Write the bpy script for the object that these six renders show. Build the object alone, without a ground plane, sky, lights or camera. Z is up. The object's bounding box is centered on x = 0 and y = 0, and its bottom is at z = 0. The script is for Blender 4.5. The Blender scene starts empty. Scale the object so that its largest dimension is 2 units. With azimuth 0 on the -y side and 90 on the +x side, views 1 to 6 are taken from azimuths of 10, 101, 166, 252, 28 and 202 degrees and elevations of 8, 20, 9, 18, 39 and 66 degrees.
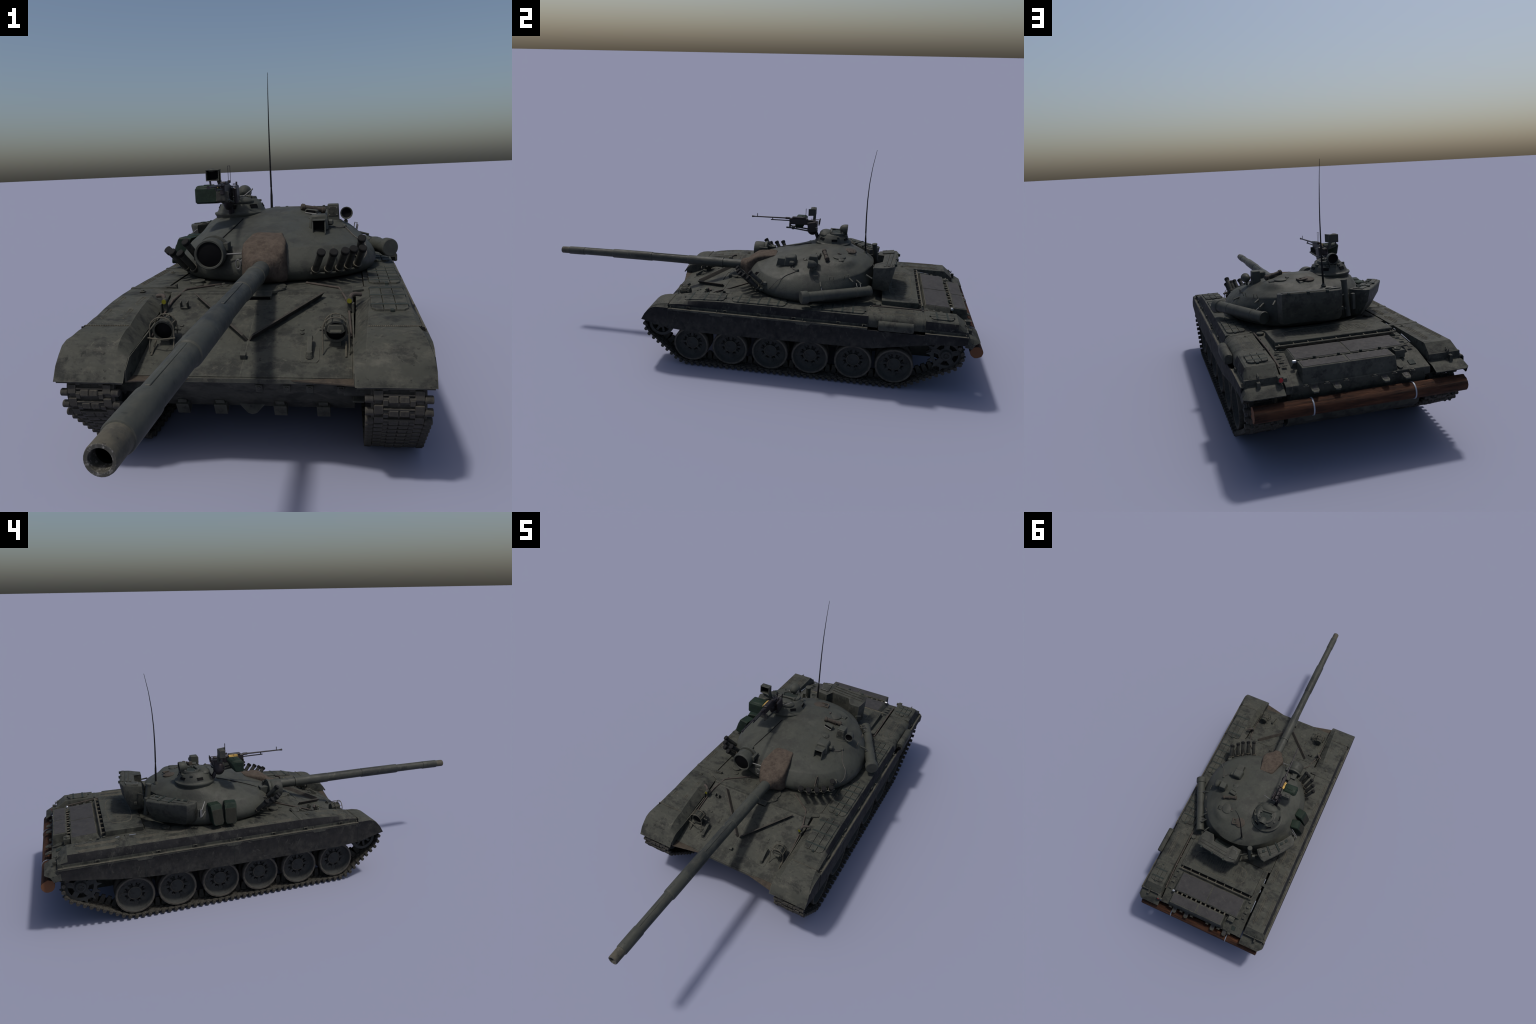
import bpy, bmesh, math, random
from math import sin, cos, pi, radians
from mathutils import Vector, Matrix, Euler, noise

random.seed(7)
YAW, OFFX = 0.009, 0.0012        # the whole vehicle stands slightly turned in its frame

def W(x, y, z):
    """point in the scene frame -> point in the vehicle's own straight frame"""
    return Vector((x + YAW * y - OFFX, y - YAW * x, z))

# ------------------------------------------------------------------ materials
def new_mat(name):
    m = bpy.data.materials.new(name)
    m.use_nodes = True
    nt = m.node_tree
    nt.nodes.clear()
    out = nt.nodes.new('ShaderNodeOutputMaterial')
    p = nt.nodes.new('ShaderNodeBsdfPrincipled')
    nt.links.new(p.outputs[0], out.inputs[0])
    return m, nt, p

def N(nt, t, **kw):
    n = nt.nodes.new(t)
    for k, v in kw.items():
        setattr(n, k, v)
    return n

def noise_mask(nt, vec, scale, lo, hi, detail=6, rough=0.6, stretch=None):
    if stretch:
        mp = N(nt, 'ShaderNodeMapping')
        mp.inputs['Scale'].default_value = stretch
        nt.links.new(vec, mp.inputs['Vector'])
        vec = mp.outputs[0]
    n = N(nt, 'ShaderNodeTexNoise')
    n.inputs['Scale'].default_value = scale
    n.inputs['Detail'].default_value = detail
    n.inputs['Roughness'].default_value = rough
    nt.links.new(vec, n.inputs['Vector'])
    r = N(nt, 'ShaderNodeMapRange')
    r.inputs['From Min'].default_value = lo
    r.inputs['From Max'].default_value = hi
    nt.links.new(n.outputs['Fac'], r.inputs['Value'])
    return r.outputs[0]

def mix(nt, fac, a, b):
    m = N(nt, 'ShaderNodeMix', data_type='RGBA')
    for sock, v in ((m.inputs[0], fac), (m.inputs[6], a), (m.inputs[7], b)):
        if isinstance(v, (int, float)):
            sock.default_value = v
        elif isinstance(v, tuple):
            sock.default_value = (*v, 1) if len(v) == 3 else v
        else:
            nt.links.new(v, sock)
    return m.outputs[2]

def mul(nt, a, b):
    m = N(nt, 'ShaderNodeMath', operation='MULTIPLY')
    for s, v in ((m.inputs[0], a), (m.inputs[1], b)):
        if isinstance(v, (int, float)):
            s.default_value = v
        else:
            nt.links.new(v, s)
    return m.outputs[0]

def edge_mask(nt, radius, lo=0.02, hi=0.25):
    """where the rounded-edge normal leaves the flat one: chipped, dusty edges"""
    b = N(nt, 'ShaderNodeBevel', samples=4)
    b.inputs['Radius'].default_value = radius
    g = N(nt, 'ShaderNodeNewGeometry')
    d = N(nt, 'ShaderNodeVectorMath', operation='DOT_PRODUCT')
    nt.links.new(b.outputs[0], d.inputs[0])
    nt.links.new(g.outputs['Normal'], d.inputs[1])
    r = N(nt, 'ShaderNodeMapRange')
    r.inputs['From Min'].default_value = 1 - lo
    r.inputs['From Max'].default_value = 1 - hi
    nt.links.new(d.outputs['Value'], r.inputs['Value'])
    return r.outputs[0]

def paint(name, base, dark, dust, dark_amt=0.7, dust_amt=0.35, patch=14.0, rough=0.68,
          edge=0.6, bump=0.25, spec=0.17, stretch=None, scratches=0.25, metallic=0.0, chips=0.6, low_dust=None):
    m, nt, p = new_mat(name)
    tc = N(nt, 'ShaderNodeTexCoord').outputs['Object']
    tone = noise_mask(nt, tc, patch * 0.45, 0.38, 0.64, 3, 0.5)
    col = mix(nt, mul(nt, tone, 0.5), base, tuple(c * k for c, k in zip(base, (1.18, 1.14, 1.13))))
    big = noise_mask(nt, tc, patch, 0.485, 0.585, 10, 0.72, stretch)
    col = mix(nt, mul(nt, big, dark_amt), col, dark)
    fine = noise_mask(nt, tc, patch * 5, 0.40, 0.66, 6, 0.75)
    col = mix(nt, mul(nt, fine, 0.30), col, tuple(c * 0.66 for c in base))
    du = noise_mask(nt, tc, patch * 1.6, 0.52, 0.66, 10, 0.76, stretch)
    col = mix(nt, mul(nt, du, dust_amt), col, dust)
    if chips:
        ch = noise_mask(nt, tc, patch * 4.2, 0.635, 0.67, 5, 0.6)
        col = mix(nt, mul(nt, ch, chips), col, tuple(c * 0.55 for c in dark))
    if low_dust:
        z0, z1, dcol, amt = low_dust
        sp = N(nt, 'ShaderNodeSeparateXYZ')
        nt.links.new(tc, sp.inputs[0])
        r = N(nt, 'ShaderNodeMapRange')
        r.inputs['From Min'].default_value = z1
        r.inputs['From Max'].default_value = z0
        nt.links.new(sp.outputs['Z'], r.inputs['Value'])
        gm = noise_mask(nt, tc, 40, 0.36, 0.62, 8, 0.7)
        col = mix(nt, mul(nt, mul(nt, r.outputs[0], gm), amt), col, dcol)
    if scratches:
        for rot, sd in (((0.5, 0.3, 0.7), 1.0), ((0.2, 0.9, 2.3), 7.0)):
            mp = N(nt, 'ShaderNodeMapping')
            mp.inputs['Rotation'].default_value = rot
            mp.inputs['Location'].default_value = (sd, sd, sd)
            nt.links.new(tc, mp.inputs['Vector'])
            sm = noise_mask(nt, mp.outputs[0], 150, 0.665, 0.70, 2, 0.4, (1.0, 0.045, 0.3))
            br = noise_mask(nt, mp.outputs[0], 13, 0.48, 0.60, 3)
            col = mix(nt, mul(nt, mul(nt, sm, br), scratches * 1.6), col, dust)
    if edge:
        e = edge_mask(nt, 0.0026, 0.01, 0.18)
        en = noise_mask(nt, tc, 45, 0.32, 0.55, 5)
        col = mix(nt, mul(nt, mul(nt, e, en), edge), col, dust)
    nt.links.new(col, p.inputs['Base Color'])
    rm = noise_mask(nt, tc, patch * 3.0, 0.3, 0.7, 6, 0.65)
    rr = N(nt, 'ShaderNodeMapRange')
    rr.inputs['To Min'].default_value = rough - 0.10
    rr.inputs['To Max'].default_value = min(1.0, rough + 0.14)
    nt.links.new(rm, rr.inputs['Value'])
    nt.links.new(rr.outputs[0], p.inputs['Roughness'])
    p.inputs['Specular IOR Level'].default_value = spec
    p.inputs['Metallic'].default_value = metallic
    if bump:
        n = N(nt, 'ShaderNodeTexNoise')
        n.inputs['Scale'].default_value = 220
        n.inputs['Detail'].default_value = 5
        nt.links.new(tc, n.inputs['Vector'])
        b = N(nt, 'ShaderNodeBump')
        b.inputs['Strength'].default_value = bump
        b.inputs['Distance'].default_value = 0.0015
        nt.links.new(n.outputs['Fac'], b.inputs['Height'])
        nt.links.new(b.outputs[0], p.inputs['Normal'])
    return m

def plain(name, col, rough=0.6, metallic=0.0, spec=0.4, coat=0.0):
    m, nt, p = new_mat(name)
    tc = N(nt, 'ShaderNodeTexCoord').outputs['Object']
    f = noise_mask(nt, tc, 90, 0.3, 0.75, 5)
    c = mix(nt, f, col, tuple(v * 0.7 for v in col))
    nt.links.new(c, p.inputs['Base Color'])
    p.inputs['Roughness'].default_value = rough
    p.inputs['Metallic'].default_value = metallic
    p.inputs['Specular IOR Level'].default_value = spec
    p.inputs['Coat Weight'].default_value = coat
    return m

GREEN = (0.0485, 0.0505, 0.0420)
DARK = (0.0185, 0.0195, 0.0180)
DUST = (0.102, 0.097, 0.078)
M_HULL = paint('hull_paint', GREEN, DARK, DUST, 0.80, 0.36, 17, edge=0.9)
M_FEND = paint('fender_paint', (0.0480, 0.0498, 0.0412), DARK, DUST, 0.90, 0.42, 16, stretch=(0.75, 1.3, 1), edge=0.9)
M_TURR = paint('turret_paint', (0.0475, 0.0505, 0.0425), (0.030, 0.0305, 0.028), (0.080, 0.079, 0.068),
               0.6, 0.22, 12, rough=0.58, spec=0.20, edge=0.5, bump=0.4, scratches=0.15, chips=0.3)
M_BIN = paint('stowage_bin_paint', (0.0435, 0.0455, 0.0385), (0.020, 0.021, 0.019), DUST, 0.75, 0.32, 22, rough=0.58, spec=0.20, edge=0.9, chips=0.5)
M_GUN = paint('gun_paint', (0.0455, 0.0485, 0.0415), (0.020, 0.0225, 0.0225), (0.092, 0.088, 0.068),
              0.80, 0.38, 11, rough=0.55, spec=0.22, edge=0.7, stretch=(1, 0.4, 1), scratches=0.35, chips=0.4)
M_MUZZLE = paint('worn_muzzle', (0.078, 0.072, 0.055), (0.040, 0.040, 0.036), (0.14, 0.13, 0.10), 0.6, 0.3, 24, edge=0.5)
M_SKIRT = paint('rubber_skirt', (0.0170, 0.0172, 0.0182), (0.0085, 0.0088, 0.0098), (0.044, 0.044, 0.039),
                0.7, 0.75, 15, rough=0.82, edge=0.2, scratches=0.7, stretch=(1, 1.0, 0.75), chips=0.3, spec=0.15,
                low_dust=(0.170, 0.265, (0.046, 0.044, 0.038), 0.85))
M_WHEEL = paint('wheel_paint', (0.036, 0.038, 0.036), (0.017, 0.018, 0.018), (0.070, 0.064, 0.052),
                0.6, 0.3, 24, edge=0.6)
M_TYRE = paint('tyre_rubber', (0.074, 0.068, 0.057), (0.026, 0.025, 0.023), (0.085, 0.077, 0.062),
               0.6, 0.4, 30, rough=0.9, edge=0.3)
M_TRACK = paint('track_steel', (0.040, 0.038, 0.033), (0.020, 0.019, 0.018), (0.105, 0.096, 0.075),
                0.6, 0.45, 50, rough=0.75, edge=0.8, scratches=0)
M_GRILLE = paint('engine_deck_grille', (0.041, 0.040, 0.041), (0.027, 0.027, 0.028), (0.080, 0.074, 0.062),
                 0.5, 0.22, 22, edge=0.3, chips=0.3)
M_TAN = paint('worn_paint_edge', (0.085, 0.079, 0.061), (0.040, 0.039, 0.032), (0.13, 0.12, 0.095), 0.6, 0.4, 30, edge=0)
M_TRIM = paint('rubbed_paint', (0.062, 0.060, 0.048), (0.032, 0.032, 0.027), (0.10, 0.093, 0.073), 0.6, 0.4, 30, edge=0)
M_STRAP = paint('dark_strap', (0.021, 0.028, 0.025), (0.013, 0.016, 0.015), (0.055, 0.055, 0.047), 0.5, 0.3, 30, edge=0.4)
M_PIPE = paint('primer_conduit', (0.058, 0.048, 0.042), (0.030, 0.026, 0.023), (0.10, 0.088, 0.075), 0.5, 0.3, 30)
M_TOOL = paint('brown_fitting', (0.052, 0.044, 0.036), (0.028, 0.024, 0.021), (0.095, 0.082, 0.065), 0.5, 0.3, 40)
M_BOARD = paint('wave_board_paint', (0.040, 0.036, 0.031), (0.020, 0.019, 0.017), (0.085, 0.076, 0.062), 0.5, 0.3, 40)
M_LAUNCH = paint('smoke_tube_paint', (0.036, 0.037, 0.033), (0.015, 0.015, 0.015), (0.080, 0.075, 0.06), 0.6, 0.3, 40)
M_CABLE = paint('cable_sheath', (0.075, 0.070, 0.062), (0.030, 0.029, 0.027), (0.20, 0.19, 0.18), 0.6, 0.5, 60, edge=0)
M_BLACK = plain('black_cap', (0.012, 0.012, 0.012), 0.8, spec=0.15)
M_GLASS_SHADE = plain('dark_glass_and_shade', (0.0035, 0.0035, 0.004), 0.6, spec=0.08)  # black lens glass, also laid over slots and pockets as painted shade
M_RIM = paint('chipped_muzzle_rim', (0.060, 0.058, 0.050), (0.035, 0.034, 0.031), (0.30, 0.29, 0.27), 0.4, 0.9, 120, edge=0, chips=0.2)
M_STEEL = plain('bare_steel', (0.17, 0.17, 0.165), 0.55, 0.4)
M_HOLE_LIGHT = plain('hole_light', (0.42, 0.43, 0.45), 0.35, 0.6)
M_GUNMETAL = plain('gunmetal', (0.026, 0.022, 0.024), 0.5, 0.3)
M_BRASS = plain('brass_cartridge', (0.66, 0.43, 0.12), 0.35, 0.2)
M_BOXGREEN = paint('ammo_box_green', (0.0115, 0.0225, 0.0150), (0.006, 0.011, 0.008), (0.036, 0.044, 0.032), 0.6, 0.25, 25, rough=0.6)
M_BOXFACE = paint('ammo_box_face', (0.018, 0.0185, 0.014), (0.011, 0.011, 0.009), (0.030, 0.031, 0.024), 0.5, 0.2, 25, rough=0.7)
M_YELLOW = plain('yellow_lens', (0.17, 0.165, 0.015), 0.3)
M_RED = plain('red_lens', (0.30, 0.006, 0.006), 0.3)
M_RUST = paint('rusty_plate', (0.052, 0.043, 0.033), (0.026, 0.022, 0.018), (0.10, 0.08, 0.06), 0.6, 0.4, 35)
M_BAND = plain('zinc_band_gap_light', (0.26, 0.29, 0.34), 0.5, 0.2)

def canvas_mat():
    m, nt, p = new_mat('canvas_cover')
    tc = N(nt, 'ShaderNodeTexCoord').outputs['Object']
    a = noise_mask(nt, tc, 75, 0.40, 0.62, 10, 0.8)
    col = mix(nt, a, (0.080, 0.064, 0.051), (0.042, 0.033, 0.027))
    b = noise_mask(nt, tc, 22, 0.45, 0.7, 5)
    col = mix(nt, mul(nt, b, 0.4), col, (0.100, 0.080, 0.064))
    nt.links.new(col, p.inputs['Base Color'])
    p.inputs['Roughness'].default_value = 0.95
    p.inputs['Specular IOR Level'].default_value = 0.1
    n = N(nt, 'ShaderNodeTexNoise')
    n.inputs['Scale'].default_value = 120
    n.inputs['Detail'].default_value = 8
    nt.links.new(tc, n.inputs['Vector'])
    bp = N(nt, 'ShaderNodeBump')
    bp.inputs['Strength'].default_value = 0.5
    bp.inputs['Distance'].default_value = 0.003
    nt.links.new(n.outputs['Fac'], bp.inputs['Height'])
    nt.links.new(bp.outputs[0], p.inputs['Normal'])
    return m
M_CANVAS = canvas_mat()

def bark_mat():
    m, nt, p = new_mat('log_wood')
    tc = N(nt, 'ShaderNodeTexCoord').outputs['Object']
    a = noise_mask(nt, tc, 70, 0.40, 0.62, 9, 0.75, (0.10, 1, 1))
    col = mix(nt, a, (0.082, 0.033, 0.016), (0.010, 0.005, 0.0035))
    b = noise_mask(nt, tc, 8, 0.45, 0.7, 4)
    col = mix(nt, mul(nt, b, 0.6), col, (0.095, 0.042, 0.021))
    nt.links.new(col, p.inputs['Base Color'])
    p.inputs['Roughness'].default_value = 0.8
    p.inputs['Specular IOR Level'].default_value = 0.2
    bp = N(nt, 'ShaderNodeBump')
    bp.inputs['Strength'].default_value = 0.9
    bp.inputs['Distance'].default_value = 0.004
    nt.links.new(a, bp.inputs['Height'])
    nt.links.new(bp.outputs[0], p.inputs['Normal'])
    return m
M_LOG = bark_mat()

def end_grain():
    m, nt, p = new_mat('log_end_grain')
    tc = N(nt, 'ShaderNodeTexCoord').outputs['Object']
    mp = N(nt, 'ShaderNodeMapping')
    mp.inputs['Location'].default_value = (0, -0.9735, -0.198)
    nt.links.new(tc, mp.inputs['Vector'])
    w = N(nt, 'ShaderNodeTexWave', wave_type='RINGS', rings_direction='X')
    w.inputs['Scale'].default_value = 75
    w.inputs['Distortion'].default_value = 3
    nt.links.new(mp.outputs[0], w.inputs['Vector'])
    col = mix(nt, w.outputs['Fac'], (0.150, 0.060, 0.022), (0.095, 0.036, 0.014))
    nt.links.new(col, p.inputs['Base Color'])
    p.inputs['Roughness'].default_value = 0.85
    return m
M_LOGEND = end_grain()

# ------------------------------------------------------------------ mesh building
class Part:
    def __init__(self):
        self.bm = bmesh.new()
        self.mats = []
        self.cur = 0

    def mat(self, m):
        if m not in self.mats:
            self.mats.append(m)
        self.cur = self.mats.index(m)
        return self

    def _face(self, vs):
        try:
            f = self.bm.faces.new(vs)
            f.material_index = self.cur
            return f
        except ValueError:
            return None

    def rings(self, rings, closed=True, cap0=True, cap1=True):
        """skin a list of point loops"""
        vr = [[self.bm.verts.new(p) for p in r] for r in rings]
        n = len(vr[0])
        for a, b in zip(vr[:-1], vr[1:]):
            for i in range(n if closed else n - 1):
                j = (i + 1) % n
                self._face([a[i], a[j], b[j], b[i]])
        if cap0:
            self._face(list(reversed(vr[0])))
        if cap1:
            self._face(vr[-1])
        return vr

    def hexa(self, p, bev=0.0):
        """8 points: bottom loop of 4, top loop of 4"""
        b = bmesh.new()
        v = [b.verts.new(q) for q in p]
        for f in ((3, 2, 1, 0), (4, 5, 6, 7), (0, 1, 5, 4), (1, 2, 6, 5), (2, 3, 7, 6), (3, 0, 4, 7)):
            b.faces.new([v[i] for i in f])
        bmesh.ops.recalc_face_normals(b, faces=b.faces)
        if bev:
            bmesh.ops.bevel(b, geom=list(b.edges), offset=bev, segments=1, affect='EDGES', clamp_overlap=True)
        self._merge(b)

    def _merge(self, b):
        vm = {v: self.bm.verts.new(v.co) for v in b.verts}
        for f in b.faces:
            self._face([vm[v] for v in f.verts])
        b.free()

    def box(self, c, s, rot=None, bev=0.0009):
        c = Vector(c)
        h = Vector(s) / 2
        R = rot if isinstance(rot, Matrix) else (Euler(rot).to_matrix() if rot else Matrix.Identity(3))
        pts = []
        for z in (-1, 1):
            for x, y in ((-1, -1), (1, -1), (1, 1), (-1, 1)):
                pts.append(c + R @ Vector((x * h.x, y * h.y, z * h.z)))
        self.hexa(pts, min(bev, min(s) * 0.3))

    def prism(self, poly, axis, a, b, bev=0.0):
        """extrude a 2D outline along an axis; outline given in the other two axes in xyz order"""
        def P(u, v, w):
            return {'x': (w, u, v), 'y': (u, w, v), 'z': (u, v, w)}[axis]
        t = bmesh.new()
        r0 = [t.verts.new(P(u, v, a)) for u, v in poly]
        r1 = [t.verts.new(P(u, v, b)) for u, v in poly]
        n = len(poly)
        t.faces.new(r0)
        t.faces.new(list(reversed(r1)))
        for i in range(n):
            t.faces.new([r0[i], r1[i], r1[(i + 1) % n], r0[(i + 1) % n]])
        bmesh.ops.recalc_face_normals(t, faces=t.faces)
        if bev:
            bmesh.ops.bevel(t, geom=list(t.edges), offset=bev, segments=1, affect='EDGES', clamp_overlap=True)
        self._merge(t)

    def lathe(self, prof, origin, axis, seg=24, cap0=True, cap1=True, up=None):
        """profile [(radius, height)] turned about an axis"""
        o = Vector(origin)
        ax = Vector(axis).normalized()
        u = Vector(up) if up else (Vector((0, 0, 1)) if abs(ax.z) < 0.9 else Vector((1, 0, 0)))
        e1 = (u - ax * u.dot(ax)).normalized()
        e2 = ax.cross(e1)
        rs = []
        for r, h in prof:
            r = max(r, 1e-5)
            rs.append([o + ax * h + e1 * (r * cos(2 * pi * i / seg)) + e2 * (r * sin(2 * pi * i / seg)) for i in range(seg)])
        return self.rings(rs, True, cap0, cap1)

    def cyl(self, p0, p1, r0, r1=None, seg=16, bev=0.0):
        p0, p1 = Vector(p0), Vector(p1)
        r1 = r0 if r1 is None else r1
        L = (p1 - p0).length
        if bev:
            pr = [(r0 - bev, 0), (r0, bev), (r1, L - bev), (r1 - bev, L)]
        else:
            pr = [(r0, 0), (r1, L)]
        self.lathe(pr, p0, p1 - p0, seg)

    def tube(self, pts, r, seg=8, smooth=0):
        pts = [Vector(p) for p in pts]
        if smooth:
            q = []
            P = [pts[0]] + pts + [pts[-1]]
            for i in range(1, len(P) - 2):
                for k in range(smooth):
                    t = k / smooth
                    a, b, c, d = P[i - 1], P[i], P[i + 1], P[i + 2]
                    q.append(0.5 * ((2 * b) + (c - a) * t + (2 * a - 5 * b + 4 * c - d) * t * t + (3 * b - a - 3 * c + d) * t ** 3))
            q.append(pts[-1])
            pts = q
        rs = []
        prev = None
        for i, p in enumerate(pts):
            d = (pts[min(i + 1, len(pts) - 1)] - pts[max(i - 1, 0)]).normalized()
            if prev is None:
                u = Vector((0, 0, 1)) if abs(d.z) < 0.9 else Vector((1, 0, 0))
            else:
                u = prev
            e1 = (u - d * u.dot(d)).normalized()
            prev = e1
            e2 = d.cross(e1)
            rr = r(i / (len(pts) - 1)) if callable(r) else r
            rs.append([p + e1 * rr * cos(2 * pi * k / seg) + e2 * rr * sin(2 * pi * k / seg) for k in range(seg)])
        self.rings(rs)

    def ball(self, c, r, seg=16, sq=(1, 1, 1)):
        n = seg // 2
        c = Vector(c)
        rs = []
        for i in range(n + 1):
            a = -pi / 2 + pi * i / n
            rs.append([c + Vector((max(cos(a), 1e-4) * r * cos(2 * pi * k / seg) * sq[0],
                                   max(cos(a), 1e-4) * r * sin(2 * pi * k / seg) * sq[1], r * sin(a) * sq[2])) for k in range(seg)])
        self.rings(rs)

    def done(self, name, parent, angle=34, kind=None):
        me = bpy.data.meshes.new(name)
        bm = self.bm
        bmesh.ops.recalc_face_normals(bm, faces=bm.faces)
        lim = radians(angle)
        for f in bm.faces:
            f.smooth = True
        for e in bm.edges:
            if len(e.link_faces) == 2 and e.calc_face_angle(0) > lim:
                e.smooth = False
        bm.to_mesh(me)
        bm.free()
        for m in self.mats:
            me.materials.append(m)
        ob = bpy.data.objects.new(name, me)
        bpy.context.scene.collection.objects.link(ob)
        if parent:
            ob.parent = parent
        if kind:
            ob["kind"] = kind
        return ob

def inst(src, parent, mw, name=None):
    o = bpy.data.objects.new(name or src.name.split('.')[0], src.data)
    bpy.context.scene.collection.objects.link(o)
    o.parent = parent
    o.matrix_basis = mw
    return o

# ------------------------------------------------------------------ root
root = bpy.data.objects.new('battle_tank', None)
bpy.context.scene.collection.objects.link(root)
root.rotation_euler = (0, 0, YAW)
root.location = (OFFX, 0, 0)
root["label"] = "weathered dark green battle tank with long gun and log"
root["category"] = "tank"

# ------------------------------------------------------------------ hull
HW = 0.222           # half width of the hull between the tracks
def glacis_z(y):
    return 0.2035 + (y + 0.397) * 0.352

h = Part().mat(M_HULL)
side = [(-0.397, 0.2030), (-0.110, 0.3042), (-0.107, 0.3125), (0.575, 0.3125), (0.745, 0.306), (0.87, 0.2885), (0.953, 0.2595),
        (0.948, 0.225), (0.90, 0.120), (0.86, 0.092), (-0.262, 0.090), (-0.377, 0.187), (-0.393, 0.193)]
h.prism(side, 'x', -HW, HW, 0.0015)
# deck level plates reaching out to the fender boxes
for s in (-1, 1):
    h.prism([(s * 0.20, -0.1065), (s * 0.247, -0.085), (s * 0.247, 0.585), (s * 0.20, 0.585)], 'z', 0.295, 0.3122)
    h.prism([(0.585, 0.285), (0.745, 0.285), (0.87, 0.265), (0.953, 0.235), (0.953, 0.2597), (0.87, 0.2888), (0.745, 0.3064), (0.585, 0.3124)],
            'x', s * 0.215, s * 0.236, 0.001)
    # wall under the fenders
    h.prism([(s * 0.219, 0.21), (s * 0.236, 0.21), (s * 0.236, 0.290), (s * 0.219, 0.290)], 'y', -0.05, 0.86)
    h.prism([(-0.425, 0.2030), (-0.425, 0.228), (-0.402, 0.2470), (-0.353, 0.2545), (-0.268, 0.267), (-0.14, 0.291), (-0.05, 0.312), (-0.05, 0.2030)],
            'x', s * 0.2195, s * 0.2225)
hull = h.done('hull', root)

# glacis front lip, rusty corner gussets, nose
g = Part().mat(M_HULL)
g.prism([(-0.3985, 0.2045), (-0.3985, 0.196), (-0.392, 0.192), (-0.385, 0.199)], 'x', -HW, HW)
for x in (-0.17, 0.035, 0.09, 0.135, 0.195, -0.14):
    g.box((x, -0.374, 0.178), (0.014, 0.008, 0.022), (0.6, 0, 0))
    g.cyl((x, -0.378, 0.181), (x, -0.383, 0.179), 0.004, seg=8)
g.done('nose_plate', hull)
g = Part().mat(M_RUST)
for s in (-1, 1):
    g.hexa([(s * 0.10, -0.3978, 0.2000), (s * 0.222, -0.4255, 0.2030), (s * 0.222, -0.392, 0.2010), (s * 0.16, -0.393, 0.2000),
            (s * 0.10, -0.3985, 0.2030), (s * 0.222, -0.4255, 0.2055), (s * 0.222, -0.392, 0.2055), (s * 0.16, -0.393, 0.2045)])
g.done('front_gusset', hull)
g = Part().mat(M_HULL)
for x in (-0.152, -0.067, 0.064, 0.156):
    g.box((x, -0.278, 0.095), (0.028, 0.020, 0.030), (0.5, 0, 0))
    g.box((x, -0.289, 0.113), (0.020, 0.010, 0.010), (0.5, 0, 0))
g.done('nose_bracket', hull)
g = Part().mat(M_HULL)
g.prism([(-0.030, 0.100), (0.030, 0.100), (0.010, 0.078), (0, 0.075), (-0.010, 0.078)], 'y', -0.272, -0.262)
g.done('nose_bracket', hull)

# applique plate outline on the glacis
g = Part().mat(M_HULL)
def gp(x, y, d=0.0):
    return Vector((x, y, glacis_z(y) + d))
for x0, y0, x1, y1 in ((0.07, -0.109, 0.205, -0.109), (-0.07, -0.109, -0.205, -0.109)):
    pass
for s in (-1, 1):
    o = [(s * 0.072, -0.1125), (s * 0.200, -0.1125), (s * 0.217, -0.17), (s * 0.217, -0.393), (0, -0.393), (0, -0.155), (s * 0.050, -0.155)]
    lo = [gp(x, y, -0.004) for x, y in o]
    hi = [gp(x, y, 0.0018) for x, y in o]
    g.rings([lo, hi])
g.done('glacis_plate', hull)

# wave breaker
for s in (-1, 1):
    g = Part().mat(M_BOARD)
    a, b = gp(0, -0.279, 0.001), gp(s * 0.1455, -0.119, 0.001)
    fwd = Vector((s * 0.74, -0.67, 0))
    up = fwd * 0.0125 + Vector((0, 0, 0.0150))
    th = fwd * 0.0030 - Vector((0, 0, 0.0022))
    back = Vector((0, -0.004, 0))
    g.hexa([a, b, b + th, a + th + back, a + up, b + up, b + up + th, a + up + th + back], 0.0005)
    g.done('wave_breaker', hull)

# driver's hatch and its periscope
g = Part().mat(M_HULL)
g.prism([(-0.055, -0.100), (-0.035, -0.115), (0.035, -0.115), (0.055, -0.100), (0.060, -0.05), (0.04, -0.005), (-0.04, -0.005), (-0.060, -0.05)], 'z', 0.309, 0.3175, 0.0015)
g.box((0.004, -0.120, 0.304), (0.056, 0.020, 0.018), (0.35, 0, 0))
g.cyl((0.052, -0.088, 0.312), (0.052, -0.088, 0.3205), 0.010, seg=14, bev=0.0015)
g.mat(M_GLASS_SHADE)
g.box((0.004, -0.1285, 0.3025), (0.050, 0.004, 0.009), (0.35, 0, 0))
g.done('driver_hatch', hull)

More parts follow.
